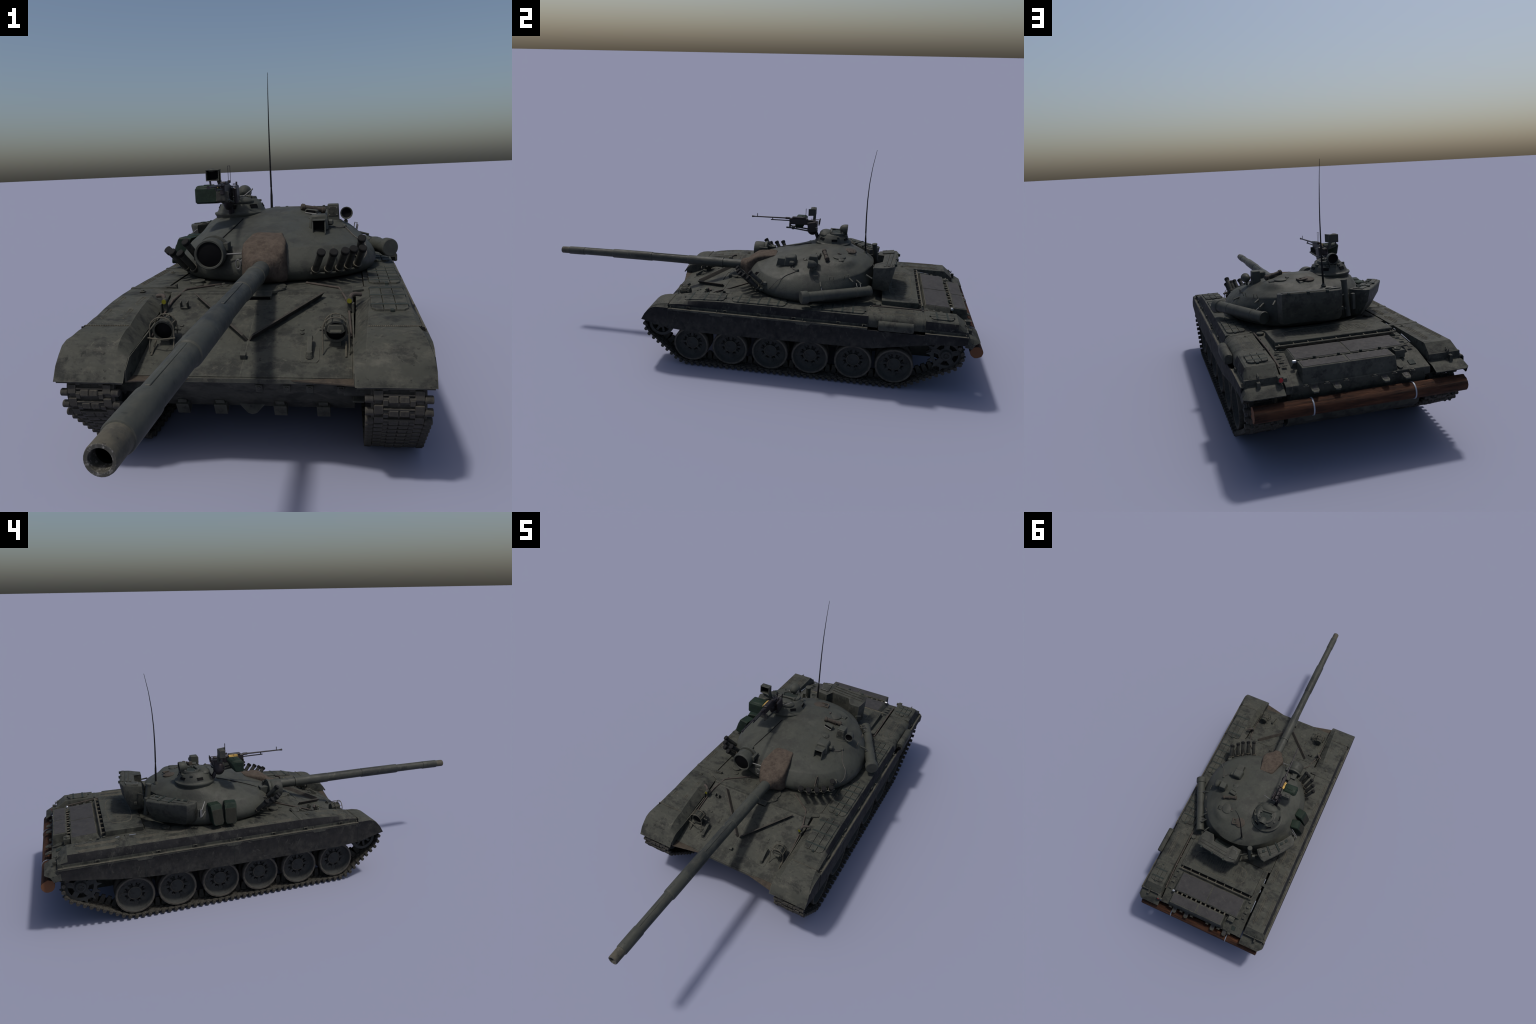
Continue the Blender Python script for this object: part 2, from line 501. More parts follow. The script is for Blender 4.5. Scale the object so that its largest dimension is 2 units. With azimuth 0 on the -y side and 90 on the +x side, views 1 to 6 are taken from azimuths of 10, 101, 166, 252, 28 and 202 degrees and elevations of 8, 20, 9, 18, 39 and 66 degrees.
# pipes for headlamp wiring
for s in (-1, 1):
    g = Part().mat(M_PIPE)
    q = [(s * 0.108, -0.012, 0.3145), (s * 0.190, -0.080, 0.3155), (s * 0.2075, -0.140, 0.3005)]
    r = [q[2], (s * 0.2125, -0.175, 0.287), (s * 0.217, -0.276, 0.252)]
    g.tube(q, 0.0028, 8)
    g.tube(r, 0.0026, 8)
    g.ball(q[0], 0.0036, 10)
    g.ball(q[2], 0.004, 10)
    g.tube([(s * 0.214, -0.175, 0.292), (s * 0.216, -0.176, 0.312), (s * 0.223, -0.168, 0.319), (s * 0.240, -0.158, 0.316)], 0.0048, 10, 4)
    g.done('headlamp_conduit', hull)
    g = Part().mat(M_HULL)
    g.box((s * 0.2138, -0.180, 0.296), (0.010, 0.010, 0.026))
    g.cyl((s * 0.2138, -0.172, 0.3095), (s * 0.2138, -0.189, 0.3085), 0.0065, seg=14)
    g.box((s * 0.222, -0.186, 0.292), (0.005, 0.012, 0.024))
    g.mat(M_YELLOW)
    g.cyl((s * 0.2138, -0.189, 0.3085), (s * 0.2138, -0.1905, 0.3084), 0.0055, seg=14)
    g.done('marker_lamp', hull)

# headlamps with wire guards
for s in (-1, 1):
    cx = 0.186 if s > 0 else -0.1785
    c = Vector((cx, -0.303, 0.274))
    ax = Vector((0, -0.95, -0.16)).normalized()
    g = Part().mat(M_HULL)
    g.lathe([(0.003, -0.034), (0.017, -0.033), (0.0205, -0.026), (0.0215, 0.0), (0.0235, 0.001), (0.0235, 0.006), (0.0195, 0.006), (0.0195, 0.001)],
            c, ax, 22, True, False)
    g.box(c + Vector((0, 0.012, -0.024)), (0.020, 0.020, 0.022))
    g.cyl(c + Vector((-s * 0.021, 0.012, 0)), c + Vector((-s * 0.034, 0.012, -0.002)), 0.004, 0.003, 8)
    g.mat(M_GLASS_SHADE)
    g.lathe([(0.0195, 0.0015), (0.012, 0.005), (0.0, 0.0065)], c, ax, 22, False, True)
    if s > 0:
        g.mat(M_HULL)
        g.prism([(-0.019, 0.004), (-0.012, -0.001), (0.012, -0.001), (0.019, 0.004), (0.014, 0.017), (-0.014, 0.017)], 'y', -0.3165, -0.309, 0.001)
        g.bm.verts.ensure_lookup_table()
        for v in g.bm.verts:
            if v.co.x < 0.05 and abs(v.co.x) < 0.02 and v.co.z < 0.03:
                v.co.x += cx
                v.co.z += 0.272
        g.box((cx, -0.318, 0.276), (0.022, 0.010, 0.004), (0.3, 0, 0))
    g.done('headlamp', hull)
    g = Part().mat(M_TAN)
    lo = glacis_z(-0.318) + 0.002
    for yy, w in ((-0.318, 0.0265), (-0.288, 0.0245)):
        arc = [(cx - w, yy, c.z - 0.012)] + [(cx + w * cos(a), yy, c.z + 0.006 + 0.0255 * sin(a)) for a in [pi - k * pi / 10 for k in range(11)]] + [(cx + w, yy, c.z - 0.012)]
        if yy < -0.3:
            arc = [(cx - w, yy - 0.010, lo)] + arc + [(cx + w, yy - 0.010, lo)]
        g.tube(arc, 0.0016, 6)
    for a in (pi * 0.15, pi * 0.38, pi * 0.62, pi * 0.85):
        g.tube([(cx + 0.0265 * cos(a), -0.318, c.z + 0.006 + 0.0255 * sin(a)), (cx + 0.0245 * cos(a), -0.288, c.z + 0.006 + 0.0255 * sin(a)), (cx + 0.022 * cos(a), -0.272, c.z + 0.020 * sin(a))], 0.0014, 6)
    if s < 0:
        g.tube([(cx - 0.030, -0.322, c.z - 0.012), (cx, -0.330, c.z - 0.013), (cx + 0.030, -0.322, c.z - 0.012)], 0.0016, 6)
    g.tube([(cx + s * 0.020, -0.335, glacis_z(-0.335) + 0.003), (cx + s * 0.020, -0.300, glacis_z(-0.30) + 0.012)], 0.0022, 6)
    g.done('lamp_guard', hull)

# tow hooks with pads, bolts and small blocks on the glacis
for s in (-1, 1):
    x = s * 0.133
    g = Part().mat(M_HULL)
    o = [(x - 0.019, -0.305), (x + 0.019, -0.305), (x + 0.019, -0.345), (x + 0.015, -0.352), (x - 0.015, -0.352), (x - 0.019, -0.345)]
    g.rings([[gp(a, b, 0.0) for a, b in o], [gp(a, b, 0.0035) for a, b in o]])
    prof = [(-0.342, 0.0), (-0.318, 0.006), (-0.306, 0.018), (-0.296, 0.012), (-0.288, 0.013), (-0.292, 0.020), (-0.305, 0.027), (-0.322, 0.022), (-0.345, 0.012)]
    g.prism([(y, glacis_z(y) + dz) for y, dz in prof], 'x', x - 0.005, x + 0.005, 0.001)
    g.cyl(gp(x, -0.338, 0.004), gp(x, -0.338, 0.016), 0.008, 0.006, 10)
    g.done('tow_hook', hull)
g = Part().mat(M_HULL)
g.box(gp(-0.0012, -0.340, 0.007), (0.012, 0.012, 0.014), (0.36, 0, 0))
g.done('glacis_block', hull)
g = Part().mat(M_HULL)
for x, y in ((0.1125, -0.246), (0.1135, -0.258), (-0.1085, -0.246), (-0.1095, -0.258), (-0.16, -0.232), (0.155, -0.235)):
    g.cyl(gp(x, y, 0.0), gp(x, y - 0.0015, 0.005), 0.0048, seg=10, bev=0.001)
g.done('glacis_bolt', hull, kind='stuff')
g = Part().mat(M_HULL)
for dx in (-0.008, 0.008):
    g.box(gp(-0.1715 + dx, -0.166, 0.010), (0.003, 0.012, 0.020), (0.3, 0, 0))
g.box(gp(-0.1715, -0.166, 0.004), (0.016, 0.010, 0.006), (0.3, 0, 0))
g.done('glacis_bracket', hull)

# discs and caps on the deck in front of the turret, right side
g = Part().mat(M_HULL)
for x, y, r, hh in ((-0.186, 0.012, 0.021, 0.008), (-0.172, -0.022, 0.011, 0.004), (-0.1145, -0.046, 0.011, 0.004), (-0.097, -0.040, 0.009, 0.005), (-0.105, -0.033, 0.005, 0.008)):
    g.cyl((x, y, 0.3115), (x, y, 0.3125 + hh), r, seg=18, bev=0.0015)
g.box((-0.085, -0.05, 0.3125), (0.05, 0.03, 0.004))
g.done('deck_cap', hull)

# engine deck ---------------------------------------------------
g = Part().mat(M_HULL)
dk = [(-0.2105, 0.588), (0.2105, 0.588), (0.2105, 0.741), (-0.2105, 0.741)]
g.hexa([(x * 1.0, y, 0.303) for x, y in dk] + [(x, y, 0.3308) for x, y in dk], 0.0014)
# corner gussets standing proud of the plate
for s in (-1, 1):
    g.prism([(s * 0.2095, 0.740), (s * 0.2095, 0.700), (s * 0.155, 0.740)], 'z', 0.3305, 0.3318)
g.mat(M_TAN)
loop = []
for k in range(33):
    t = k / 32 * 2 * pi
    loop.append((0.012 - 0.150 * (abs(cos(t)) ** 0.5) * (1 if cos(t) > 0 else -1), 0.668 + 0.050 * (abs(sin(t)) ** 0.6) * (1 if sin(t) > 0 else -1), 0.3309))
g.tube(loop, 0.0012, 4)
# row of long loop-shaped stiffening ribs
g.mat(M_TRIM)
for i in range(11):
    x = -0.108 + i * 0.0235
    y0, y1 = (0.632, 0.698) if 1 < i < 9 else (0.642, 0.690)
    g.tube([(x - 0.0055, y0 + 0.006, 0.3309), (x, y0, 0.3309), (x + 0.0055, y0 + 0.006, 0.3309), (x + 0.0055, y1 - 0.006, 0.3309),
            (x, y1, 0.3309), (x - 0.0055, y1 - 0.006, 0.3309), (x - 0.0055, y0 + 0.006, 0.3309)], 0.0010, 4)
g.done('engine_deck_plate', hull)

g = Part().mat(M_HULL)
g.box((0, 0.7475, 0.3065), (0.43, 0.012, 0.010))
g.mat(M_TAN)
g.cyl((-0.215, 0.7565, 0.3215), (0.215, 0.7565, 0.3215), 0.0034, seg=8)
for i in range(9):
    g.box((-0.200 + i * 0.05, 0.749, 0.322), (0.004, 0.015, 0.006))
g.mat(M_GLASS_SHADE)
g.box((0, 0.7475, 0.3125), (0.42, 0.010, 0.002), None, 0)  # black strip laid in for the shade of the slot
g.done('hinge_bar', hull)

def frustum(p, x0, x1, y0, y1, z0, ztf, ztr, ins_f, ins_s, ins_r=0.0, bev=0.001):
    p.hexa([(x0, y0, z0), (x1, y0, z0), (x1, y1, z0), (x0, y1, z0),
            (x0 + ins_s, y0 + ins_f, ztf), (x1 - ins_s, y0 + ins_f, ztf), (x1 - ins_s, y1 - ins_r, ztr), (x0 + ins_s, y1 - ins_r, ztr)], bev)

g = Part().mat(M_HULL)
frustum(g, -0.199, 0.199, 0.758, 0.875, 0.285, 0.3165, 0.311, 0.014, 0.016)
g.mat(M_GRILLE)
for s in (-1, 1):
    g.hexa([(min(s * 0.003, s * 0.180), 0.774, 0.3155), (max(s * 0.003, s * 0.180), 0.774, 0.3155), (max(s * 0.003, s * 0.180), 0.870, 0.3105), (min(s * 0.003, s * 0.180), 0.870, 0.3105),
            (min(s * 0.003, s * 0.180), 0.774, 0.3182), (max(s * 0.003, s * 0.180), 0.774, 0.3182), (max(s * 0.003, s * 0.180), 0.870, 0.3128), (min(s * 0.003, s * 0.180), 0.870, 0.3128)], 0.0006)
g.done('radiator_grille', hull)

g = Part().mat(M_HULL)
# rear fan casing: sits on the sloping tail
g.hexa([(-0.128, 0.887, 0.262), (0.182, 0.887, 0.262), (0.182, 0.950, 0.250), (-0.128, 0.950, 0.250),
        (-0.122, 0.887, 0.312), (0.180, 0.887, 0.312), (0.180, 0.943, 0.3085), (-0.122, 0.943, 0.3085)], 0.0014)
g.mat(M_GRILLE)
for a, b in ((-0.116, 0.026), (0.033, 0.175)):
    g.hexa([(a, 0.8925, 0.311), (b, 0.8925, 0.311), (b, 0.938, 0.308), (a, 0.938, 0.308), (a, 0.8925, 0.3132), (b, 0.8925, 0.3132), (b, 0.938, 0.3102), (a, 0.938, 0.3102)], 0.0005)
g.done('fan_casing', hull)
g = Part().mat(M_GLASS_SHADE)
g.box((0.02, 0.881, 0.286), (0.30, 0.012, 0.010), None, 0)  # black block added as the dark depth of the channel
g.mat(M_TAN)
for i in range(11):
    g.box((-0.115 + i * 0.028, 0.881, 0.3065), (0.009, 0.013, 0.004))
g.mat(M_STRAP)
for x in (-0.10, -0.035, 0.04, 0.12):
    g.box((x, 0.875, 0.314), (0.008, 0.007, 0.006))
g.mat(M_HOLE_LIGHT)
g.cyl((0.181, 0.881, 0.3085), (0.194, 0.881, 0.3085), 0.0055, seg=12, bev=0.0015)  # added stud in place of bright ground showing through a hole
g.done('grille_hinge', hull)

# cap box, oval cover, plates on the tail
g = Part().mat(M_HULL)
g.box((-0.158, 0.890, 0.294), (0.034, 0.026, 0.024))
g.cyl((-0.155, 0.888, 0.305), (-0.155, 0.888, 0.3105), 0.011, seg=16, bev=0.001)
g.box((-0.160, 0.890, 0.3108), (0.018, 0.006, 0.003))
g.done('filler_cap', hull)
tail_rot = (-0.337, 0, 0)
g = Part().mat(M_HULL)
Rt = Euler(tail_rot).to_matrix()
ov = [Vector((-0.143, 0.923, 0.2715)) + Rt @ Vector((0.0125 * cos(a) + 0.004 * sin(a), 0.026 * sin(a), 0)) for a in [2 * pi * k / 20 for k in range(20)]]
nn = Rt @ Vector((0, 0, 0.004))
g.rings([ov, [p + nn for p in ov]])
g.done('oval_cover', hull)
g = Part().mat(M_STRAP)
g.box((-0.186, 0.925, 0.271), (0.022, 0.022, 0.002), tail_rot)
g.done('tail_plate', hull)
g = Part().mat(M_HULL)
for s, ys in ((-1, (0.77, 0.80, 0.83, 0.86)), (1, (0.775, 0.805, 0.835, 0.87))):
    for y in ys:
        g.box((s * 0.215, y, 0.3145 - (y - 0.745) * 0.14), (0.016, 0.010, 0.003))
g.done('deck_lug', hull)
g = Part().mat(M_BAND)  # added rods: bright ground glimpsed through the hull gap, built as solid pieces
g.tube([(-0.2375, 0.752, 0.3070), (-0.2378, 0.818, 0.2985)], lambda t: 0.0022 - 0.0012 * t, 8)
g.tube([(-0.2390, 0.625, 0.3125), (-0.2390, 0.664, 0.3125)], 0.0016, 8)
g.tube([(-0.2390, 0.690, 0.3115), (-0.2390, 0.705, 0.3105)], 0.0014, 8)
g.done('gap_light_rod', hull)
g = Part().mat(M_PIPE)
g.tube([(0.243, 0.55, 0.3155), (0.240, 0.75, 0.315), (0.236, 0.885, 0.298)], 0.0028, 8)
for y in (0.56, 0.62, 0.70, 0.75, 0.80, 0.86):
    g.box((0.238, y, 0.311 - max(0, y - 0.75) * 0.13), (0.010, 0.006, 0.006))
g.done('side_pipe', hull)
# items behind the turret on the right of the deck
g = Part().mat(M_HULL)
g.box((-0.17, 0.565, 0.3135), (0.07, 0.035, 0.006))
g.cyl((-0.222, 0.50, 0.312), (-0.222, 0.50, 0.320), 0.017, seg=14, bev=0.002)
g.cyl((0.225, 0.572, 0.312), (0.225, 0.572, 0.322), 0.014, seg=14, bev=0.002)
g.done('deck_cap', hull)

# tail hooks, bolts, tow points
g0 = None
for x in (0.1495, 0.080, -0.0778, -0.148):
    g = Part().mat(M_HULL)
    o = [(x - 0.0115, 0.945), (x + 0.0115, 0.945), (x + 0.0115, 0.972), (x + 0.007, 0.979), (x - 0.007, 0.979), (x - 0.0115, 0.972)]
    lo = [(a, b, 0.2505 - (b - 0.945) * 0.33) for a, b in o]
    hi = [(a, b, 0.2545 - (b - 0.945) * 0.33) for a, b in o]
    g.rings([lo, hi])
    g.mat(M_GRILLE)
    o = [(x - 0.006, 0.952), (x + 0.006, 0.952), (x + 0.006, 0.970), (x - 0.006, 0.970)]
    g.rings([[(a, b, 0.254 - (b - 0.945) * 0.33) for a, b in o], [(a, b, 0.2553 - (b - 0.945) * 0.33) for a, b in o]])
    g.done('log_bracket', hull)
g = Part().mat(M_HULL)
for x in (0.048, -0.0445, -0.110, -0.172, 0.11, 0.175):
    g.cyl((x, 0.957, 0.257), (x, 0.957, 0.262), 0.006, seg=10, bev=0.001)
    g.box((x, 0.957, 0.2565), (0.018, 0.011, 0.002))
g.done('tail_bolt', hull, kind='stuff')

# the unditching log
lg = Part().mat(M_LOG)
rs = []
nseg = 28
for i in range(41):
    x = -0.3435 + 0.687 * i / 40
    ring = []
    for k in range(nseg):
        a = 2 * pi * k / nseg
        rr = 0.0252 + 0.0012 * noise.noise(Vector((x * 5, cos(a) * 2, sin(a) * 2)))
        if i == 0 and -0.4 < a - 1.0 < 0.4:
            rr -= 0.003
        ring.append((x + (0.004 * noise.noise(Vector((cos(a) * 3, sin(a) * 3, 2.0))) if i in (0, 40) else 0),
                     0.9722 + rr * cos(a), 0.198 + rr * sin(a)))
    rs.append(ring)
vr = lg.rings(rs, True, False, False)
lg.mat(M_LOGEND)
lg._face(list(reversed(vr[0])))
lg._face(vr[-1])
log = lg.done('unditching_log', root, 50)
g = Part().mat(M_BAND)
for x in (0.164, -0.164):
    g.lathe([(0.0247, -0.0022), (0.0268, -0.0022), (0.0268, 0.0022), (0.0247, 0.0022)], (x, 0.9722, 0.198), (1, 0, 0), 28, False, False)
g.done('log_band', log)

# ------------------------------------------------------------------ fenders
FLAP = [(-0.316, 0.2868), (-0.345, 0.2852), (-0.372, 0.279), (-0.392, 0.2695), (-0.406, 0.2575), (-0.424, 0.235), (-0.4395, 0.2075)]
TOPZ = [(-0.316, 0.2868), (-0.27, 0.2975), (-0.23, 0.304), (-0.18, 0.3095), (-0.12, 0.313), (-0.06, 0.3145), (0.0, 0.315)]
def topz(y):
    if y >= 0:
        return 0.315
    for (a, za), (b, zb) in zip(TOPZ[:-1], TOPZ[1:]):
        if a <= y <= b:
            return za + (zb - za) * (y - a) / (b - a)
    return TOPZ[0][1]

XI, XO, XW, XS = 0.250, 0.3440, 0.3548, 0.3665
LOWE = [(-0.44, 0.206), (-0.425, 0.229), (-0.402, 0.2490), (-0.353, 0.2555), (-0.268, 0.268), (-0.14, 0.292), (-0.06, 0.3135)]
CREST = [(-0.44, 0.243), (-0.405, 0.2435), (-0.317, 0.249), (-0.065, 0.266)]
def lerp_tab(t, y):
    if y <= t[0][0]:
        return t[0][1]
    for (a, za), (b, zb) in zip(t[:-1], t[1:]):
        if a <= y <= b:
            return za + (zb - za) * (y - a) / (b - a)
    return t[-1][1]
def fender_section(y, s, lowz=0.2695, z=None, xl_in=0.238):
    """inner foot, inner shoulder, crest, top outer edge, dark wall, pale strip, ledge"""
    z = topz(y) if z is None else z
    zi = max(min(z - 0.022, 0.292), lowz + 0.004)
    xc = XI
    if y < -0.05:
        xc = lerp_tab(CREST, y)
        zi = lerp_tab(LOWE, y)
        xl_in = 0.2215 + (y + 0.40) / 0.34 * 0.009
        lowz_i = min(lowz, zi - 0.003)
    else:
        lowz_i = lowz
    zm = max(lowz + 0.0025, min(0.2815, z - 0.0055))
    pts = [(xl_in, lowz_i), (xl_in, zi), (xc, z), (XO - 0.0025, z), (XO, z - 0.0012), (0.3538, max(zm + 0.0012, min(0.2900, z - 0.003))), (0.3541, zm), (XW, max(lowz + 0.0012, min(0.2712, z - 0.012))), (XW, lowz)]
    return [(s * a, y, c) for a, c in pts]
def darken_wall(part, x0=0.346, zlo=0.2805, zhi=0.3125):
    """the outer wall of a fender box takes the dark skirt colour above the rail"""
    part.mat(M_SKIRT)
    part.bm.normal_update()
    for f in part.bm.faces:
        c = f.calc_center_median()
        zs = [v.co.z for v in f.verts]
        if abs(c.x) > x0 and abs(f.normal.x) > 0.8 and min(zs) > zlo - 0.03 and sum(zs) / len(zs) > zlo and len(f.verts) == 4:
            f.material_index = part.cur

fenders = {}
for s in (-1, 1):
    # front mudguard: curved flap with sloping inner side
    f = Part().mat(M_FEND)
    th = 0.004
    outer, rin = [], []
    for i, (y, z) in enumerate(FLAP):
        t = i / (len(FLAP) - 1)
        xo = 0.3470 + (0.3665 - 0.3470) * min(1, t * 1.25)
        zb = 0.1775 + (0.2070 - 0.1775) * (y + 0.316) / -0.1235
        xl = 0.2212
        zl = min(lerp_tab(LOWE, y), z - 0.0005)
        xc = lerp_tab(CREST, y)
        outer.append([(s * xl, y, min(zl - 0.0005, max(0.2065, zl - 0.012))), (s * xl, y, zl), (s * xc, y, z), (s * xo, y, z), (s * (xo + 0.0060 * (1 - t)), y, z - 0.007 * (1 - t)),
                      (s * 0.3665, y, min(0.2725, z - 0.003) if i < 6 else z - 0.0004), (s * 0.3665, y, min(zb, z - 0.0008))])
    for ring in outer:
        rin.append([(p[0] - s * (0.004 if k > 2 else -0.003), p[1] + 0.003, p[2] - (0.004 if k in (1, 2, 3, 4) else 0.0)) for k, p in enumerate(ring)])
    full = [o + list(reversed(i)) for o, i in zip(outer, rin)]
    f.rings(full)
    f.mat(M_SKIRT)
    f.bm.normal_update()
    for fc in f.bm.faces:
        c = fc.calc_center_median()
        if abs(c.x) > 0.366 and abs(fc.normal.x) > 0.9:
            fc.material_index = f.cur
    fl = f.done('front_mudguard', root, 30)
    fenders[s] = fl

    # long fender box
    f = Part().mat(M_FEND)
    y_end = 0.5345 if s > 0 else 0.892
    ys = [-0.3155, -0.27, -0.23, -0.18, -0.12, -0.0605, -0.0595, 0.0, 0.2, 0.4, y_end]
    secs = []
    for y in ys:
        sec = fender_section(y, s)
        secs.append(sec)
    # the sloping inner side dies away next to the turret
    for sec, y in zip(secs, ys):
        if -0.06 < y < 0.59:
            sec[1] = (s * 0.2475, y, 0.300)
            sec[2] = (s * 0.2500, y, sec[2][2])
            sec[0] = (s * 0.2475, y, 0.2695)
    if s < 0:
        secs.insert(-1, [(p[0] if k > 1 else s * 0.2435, 0.60, p[2]) for k, p in enumerate(fender_section(0.6, s))])
        secs[-1] = fender_section(0.892, s, xl_in=0.2435)
        e = fender_section(0.926, s, z=0.287, xl_in=0.2435)
        e[2] = (s * 0.2475, 0.926, 0.287)
        secs.append(e)
    f.rings(secs)
    darken_wall(f)
    fb = f.done('fender_box', root, 28)
    fenders[(s, 'box')] = fb
    if s > 0:
        f = Part().mat(M_FEND)
        secs = []
        for y, z in ((0.7635, 0.3180), (0.890, 0.3165), (0.926, 0.289)):
            sec = fender_section(y, s, z=z, xl_in=0.243)
            sec[3] = (s * 0.338, y, z)
            sec[4] = (s * 0.3440, y, z - 0.0035)
            secs.append(sec)
        f.rings(secs)
        darken_wall(f)
        f.done('fender_box', root, 28)
        # rounded fuel cell between the boxes
        f = Part().mat(M_FEND)
        prof = [(0.243, 0.2695), (0.243, 0.300), (0.250, 0.3155), (0.318, 0.3155), (0.334, 0.312), (0.346, 0.303), (0.351, 0.292), (0.3515, 0.2695)]
        f.rings([[(x, y, z) for x, z in prof] for y in (0.5495, 0.7490)])
        f.done('fuel_cell', root, 40)
        # strap plates on either side of it
        f = Part().mat(M_FEND)
        for y in (0.542, 0.756):
            f.rings([[(x, yy, z + 0.001 * (1 if z > 0.30 else 0)) for x, z in prof] for yy in (y - 0.0072, y + 0.0072)])
            f.cyl((0.253, y, 0.315), (0.253, y, 0.320), 0.004, seg=8)
        f.done('fender_strap', root, 40)
        # canister lying on the ledge
        f = Part().mat(M_FEND)
        prof = [(0.352, 0.272), (0.352, 0.300), (0.358, 0.3045), (0.369, 0.3045), (0.376, 0.300), (0.3805, 0.291), (0.3805, 0.272), (0.376, 0.2685)]
        ring = lambda y, k: [(0.365 + (x - 0.365) * k, y, 0.288 + (z - 0.288) * k) for x, z in prof]
        f.rings([ring(0.577, 0.86), ring(0.580, 1), ring(0.7135, 1), ring(0.7165, 0.86)])
        f.mat(M_GLASS_SHADE)
        f.box((0.365, 0.5768, 0.279), (0.016, 0.004, 0.012), None, 0)
        f.done('side_canister', root, 40)

    # ledge rail along the top of the skirt, worn to bare tan
    f = Part().mat(M_FEND)
    spans = [(-0.3150, 0.5345), (0.7635, 0.930)] if s > 0 else [(-0.3150, 0.930)]
    for a, b in spans:
        f.prism([(s * 0.3530, 0.2660), (s * 0.3672, 0.2660), (s * 0.3672, 0.2700), (s * 0.3530, 0.2716)], 'y', a, b)
    f.mat(M_TAN)
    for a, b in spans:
        f.prism([(s * 0.3632, 0.2695), (s * 0.3670, 0.2690), (s * 0.3672, 0.2706), (s * 0.3632, 0.2716)], 'y', a, b)
    f.done('skirt_rail', root)
    f = Part().mat(M_FEND)
    cl = (-0.233, -0.07, 0.0745, 0.2239, 0.408, 0.554, 0.786) if s < 0 else (-0.226, -0.0625, 0.083, 0.23, 0.4165, 0.521, 0.79)
    for y in cl:
        f.box((s * 0.3555, y, 0.2775), (0.006, 0.019, 0.009))
    f.mat(M_GLASS_SHADE)
    for y in cl:
        f.box((s * 0.3590, y, 0.2780), (0.0012, 0.009, 0.004), None, 0)
    f.mat(M_TAN)
    for y in ((-0.307, -0.102, 0.263, 0.579, 0.911) if s < 0 else (-0.303, -0.099, 0.269, 0.515, 0.922)):
        f.box((s * 0.361, y, 0.2755), (0.006, 0.003, 0.009), (0.25, 0, 0))
    f.done('skirt_clip', root, kind='stuff')

    # rubber side skirt with plates that stiffen its joints
    f = Part().mat(M_SKIRT)
    if s < 0:
        low = [(-0.315, 0.1775), (-0.225, 0.1705), (0.0, 0.1690), (0.40, 0.1705), (0.50, 0.1745), (0.62, 0.1814), (0.73, 0.1930), (0.80, 0.205), (0.935, 0.2245)]
        cuts = [-0.13, 0.25, 0.61]
    else:
        low = [(-0.315, 0.1775), (-0.225, 0.1700), (0.0, 0.1710), (0.30, 0.176), (0.5345, 0.1800), (0.56, 0.1815), (0.74, 0.2140), (0.80, 0.224), (0.930, 0.2345)]
        cuts = [-0.10, 0.27]
    if s < 0:
        prof = low + [(0.935, 0.2690), (-0.315, 0.2690)]
    else:
        prof = low + [(0.930, 0.2690), (0.7635, 0.2690), (0.7635, 0.262), (0.5345, 0.262), (0.5345, 0.2690), (-0.315, 0.2690)]
    xs = XS + (0.0 if s < 0 else 0.0012)
    f.prism(prof, 'x', s * 0.3625, s * xs, 0.0006)
    sk = f.done('side_skirt', root)
    f = Part().mat(M_FEND)
    for y in cuts + ([] if s < 0 else []):
        f.prism([(y - 0.035, 0.2690), (y + 0.035, 0.2690), (y + 0.026, 0.2560), (y - 0.026, 0.2560)], 'x', s * xs, s * (xs + 0.0010))
    f.prism([(-0.315, 0.2690), (0.5345 if s > 0 else 0.930, 0.2690), (0.5345 if s > 0 else 0.930, 0.2630), (-0.315, 0.2630)], 'x', s * xs, s * (xs + 0.0007))
    f.mat(M_STRAP)
    for y in cuts + [-0.315]:
        f.box((s * xs, y, 0.222), (0.0012, 0.0012, 0.085), None, 0)
    f.done('skirt_joint_plate', sk)

    # hinge of the front flap
    f = Part().mat(M_TAN)
    for i in range(26):
        f.cyl((s * (0.251 + i * 0.0039), -0.3165, 0.2872), (s * (0.251 + i * 0.0039 + 0.0026), -0.3165, 0.2872), 0.0017, seg=6)
    f.mat(M_BLACK)
    f.cyl((s * 0.251, -0.3158, 0.2864), (s * 0.3535, -0.3158, 0.2864), 0.0013, seg=6)
    f.box((s * 0.356, -0.3160, 0.277), (0.006, 0.003, 0.016), None, 0)
    f.done('flap_hinge', root, kind='stuff')

    # rear mudguard
    f = Part().mat(M_FEND)
    zL = 0.008 if s > 0 else 0.0
    outer = []
    for y, z, dy, drop in ((0.922, 0.2665, 0.0, 0.040), (0.946, 0.2630, 0.002, 0.039), (0.9565, 0.2600, 0.004, 0.037), (0.9805, 0.2470, 0.020, 0.0245)):
        z += zL * 0.3 if y < 0.95 else 0
        last = dy > 0.01
        outer.append([(s * 0.2425, y, z), (s * 0.347, y, z), (s * 0.357, y - dy * 0.5, z - 0.002), (s * 0.367, y - dy, z - (0.003 if last else 0.016)), (s * 0.3685, y - dy * 2.0, z - drop)])
    inn = [[(p[0] - s * 0.002 * (k > 1), p[1] - 0.001, p[2] - 0.003) for k, p in enumerate(r)] for r in outer]
    f.rings([o + list(reversed(i)) for o, i in zip(outer, inn)])
    f.prism([(s * 0.244, 0.264), (s * 0.356, 0.264), (s * 0.355, 0.288), (s * 0.246, 0.288)], 'y', 0.918, 0.929)
    f.done('rear_mudguard', root, 30)

    # rear fender closing fittings
    f = Part().mat(M_FEND)
    f.box((s * 0.315, 0.941, 0.272), (0.010, 0.014, 0.022))
    f.box((s * 0.312, 0.925, 0.2955), (0.005, 0.020, 0.004), (-0.6, 0, 0))
    f.box((s * 0.312, 0.934, 0.2925), (0.003, 0.003, 0.014))
    f.done('mudguard_catch', root)

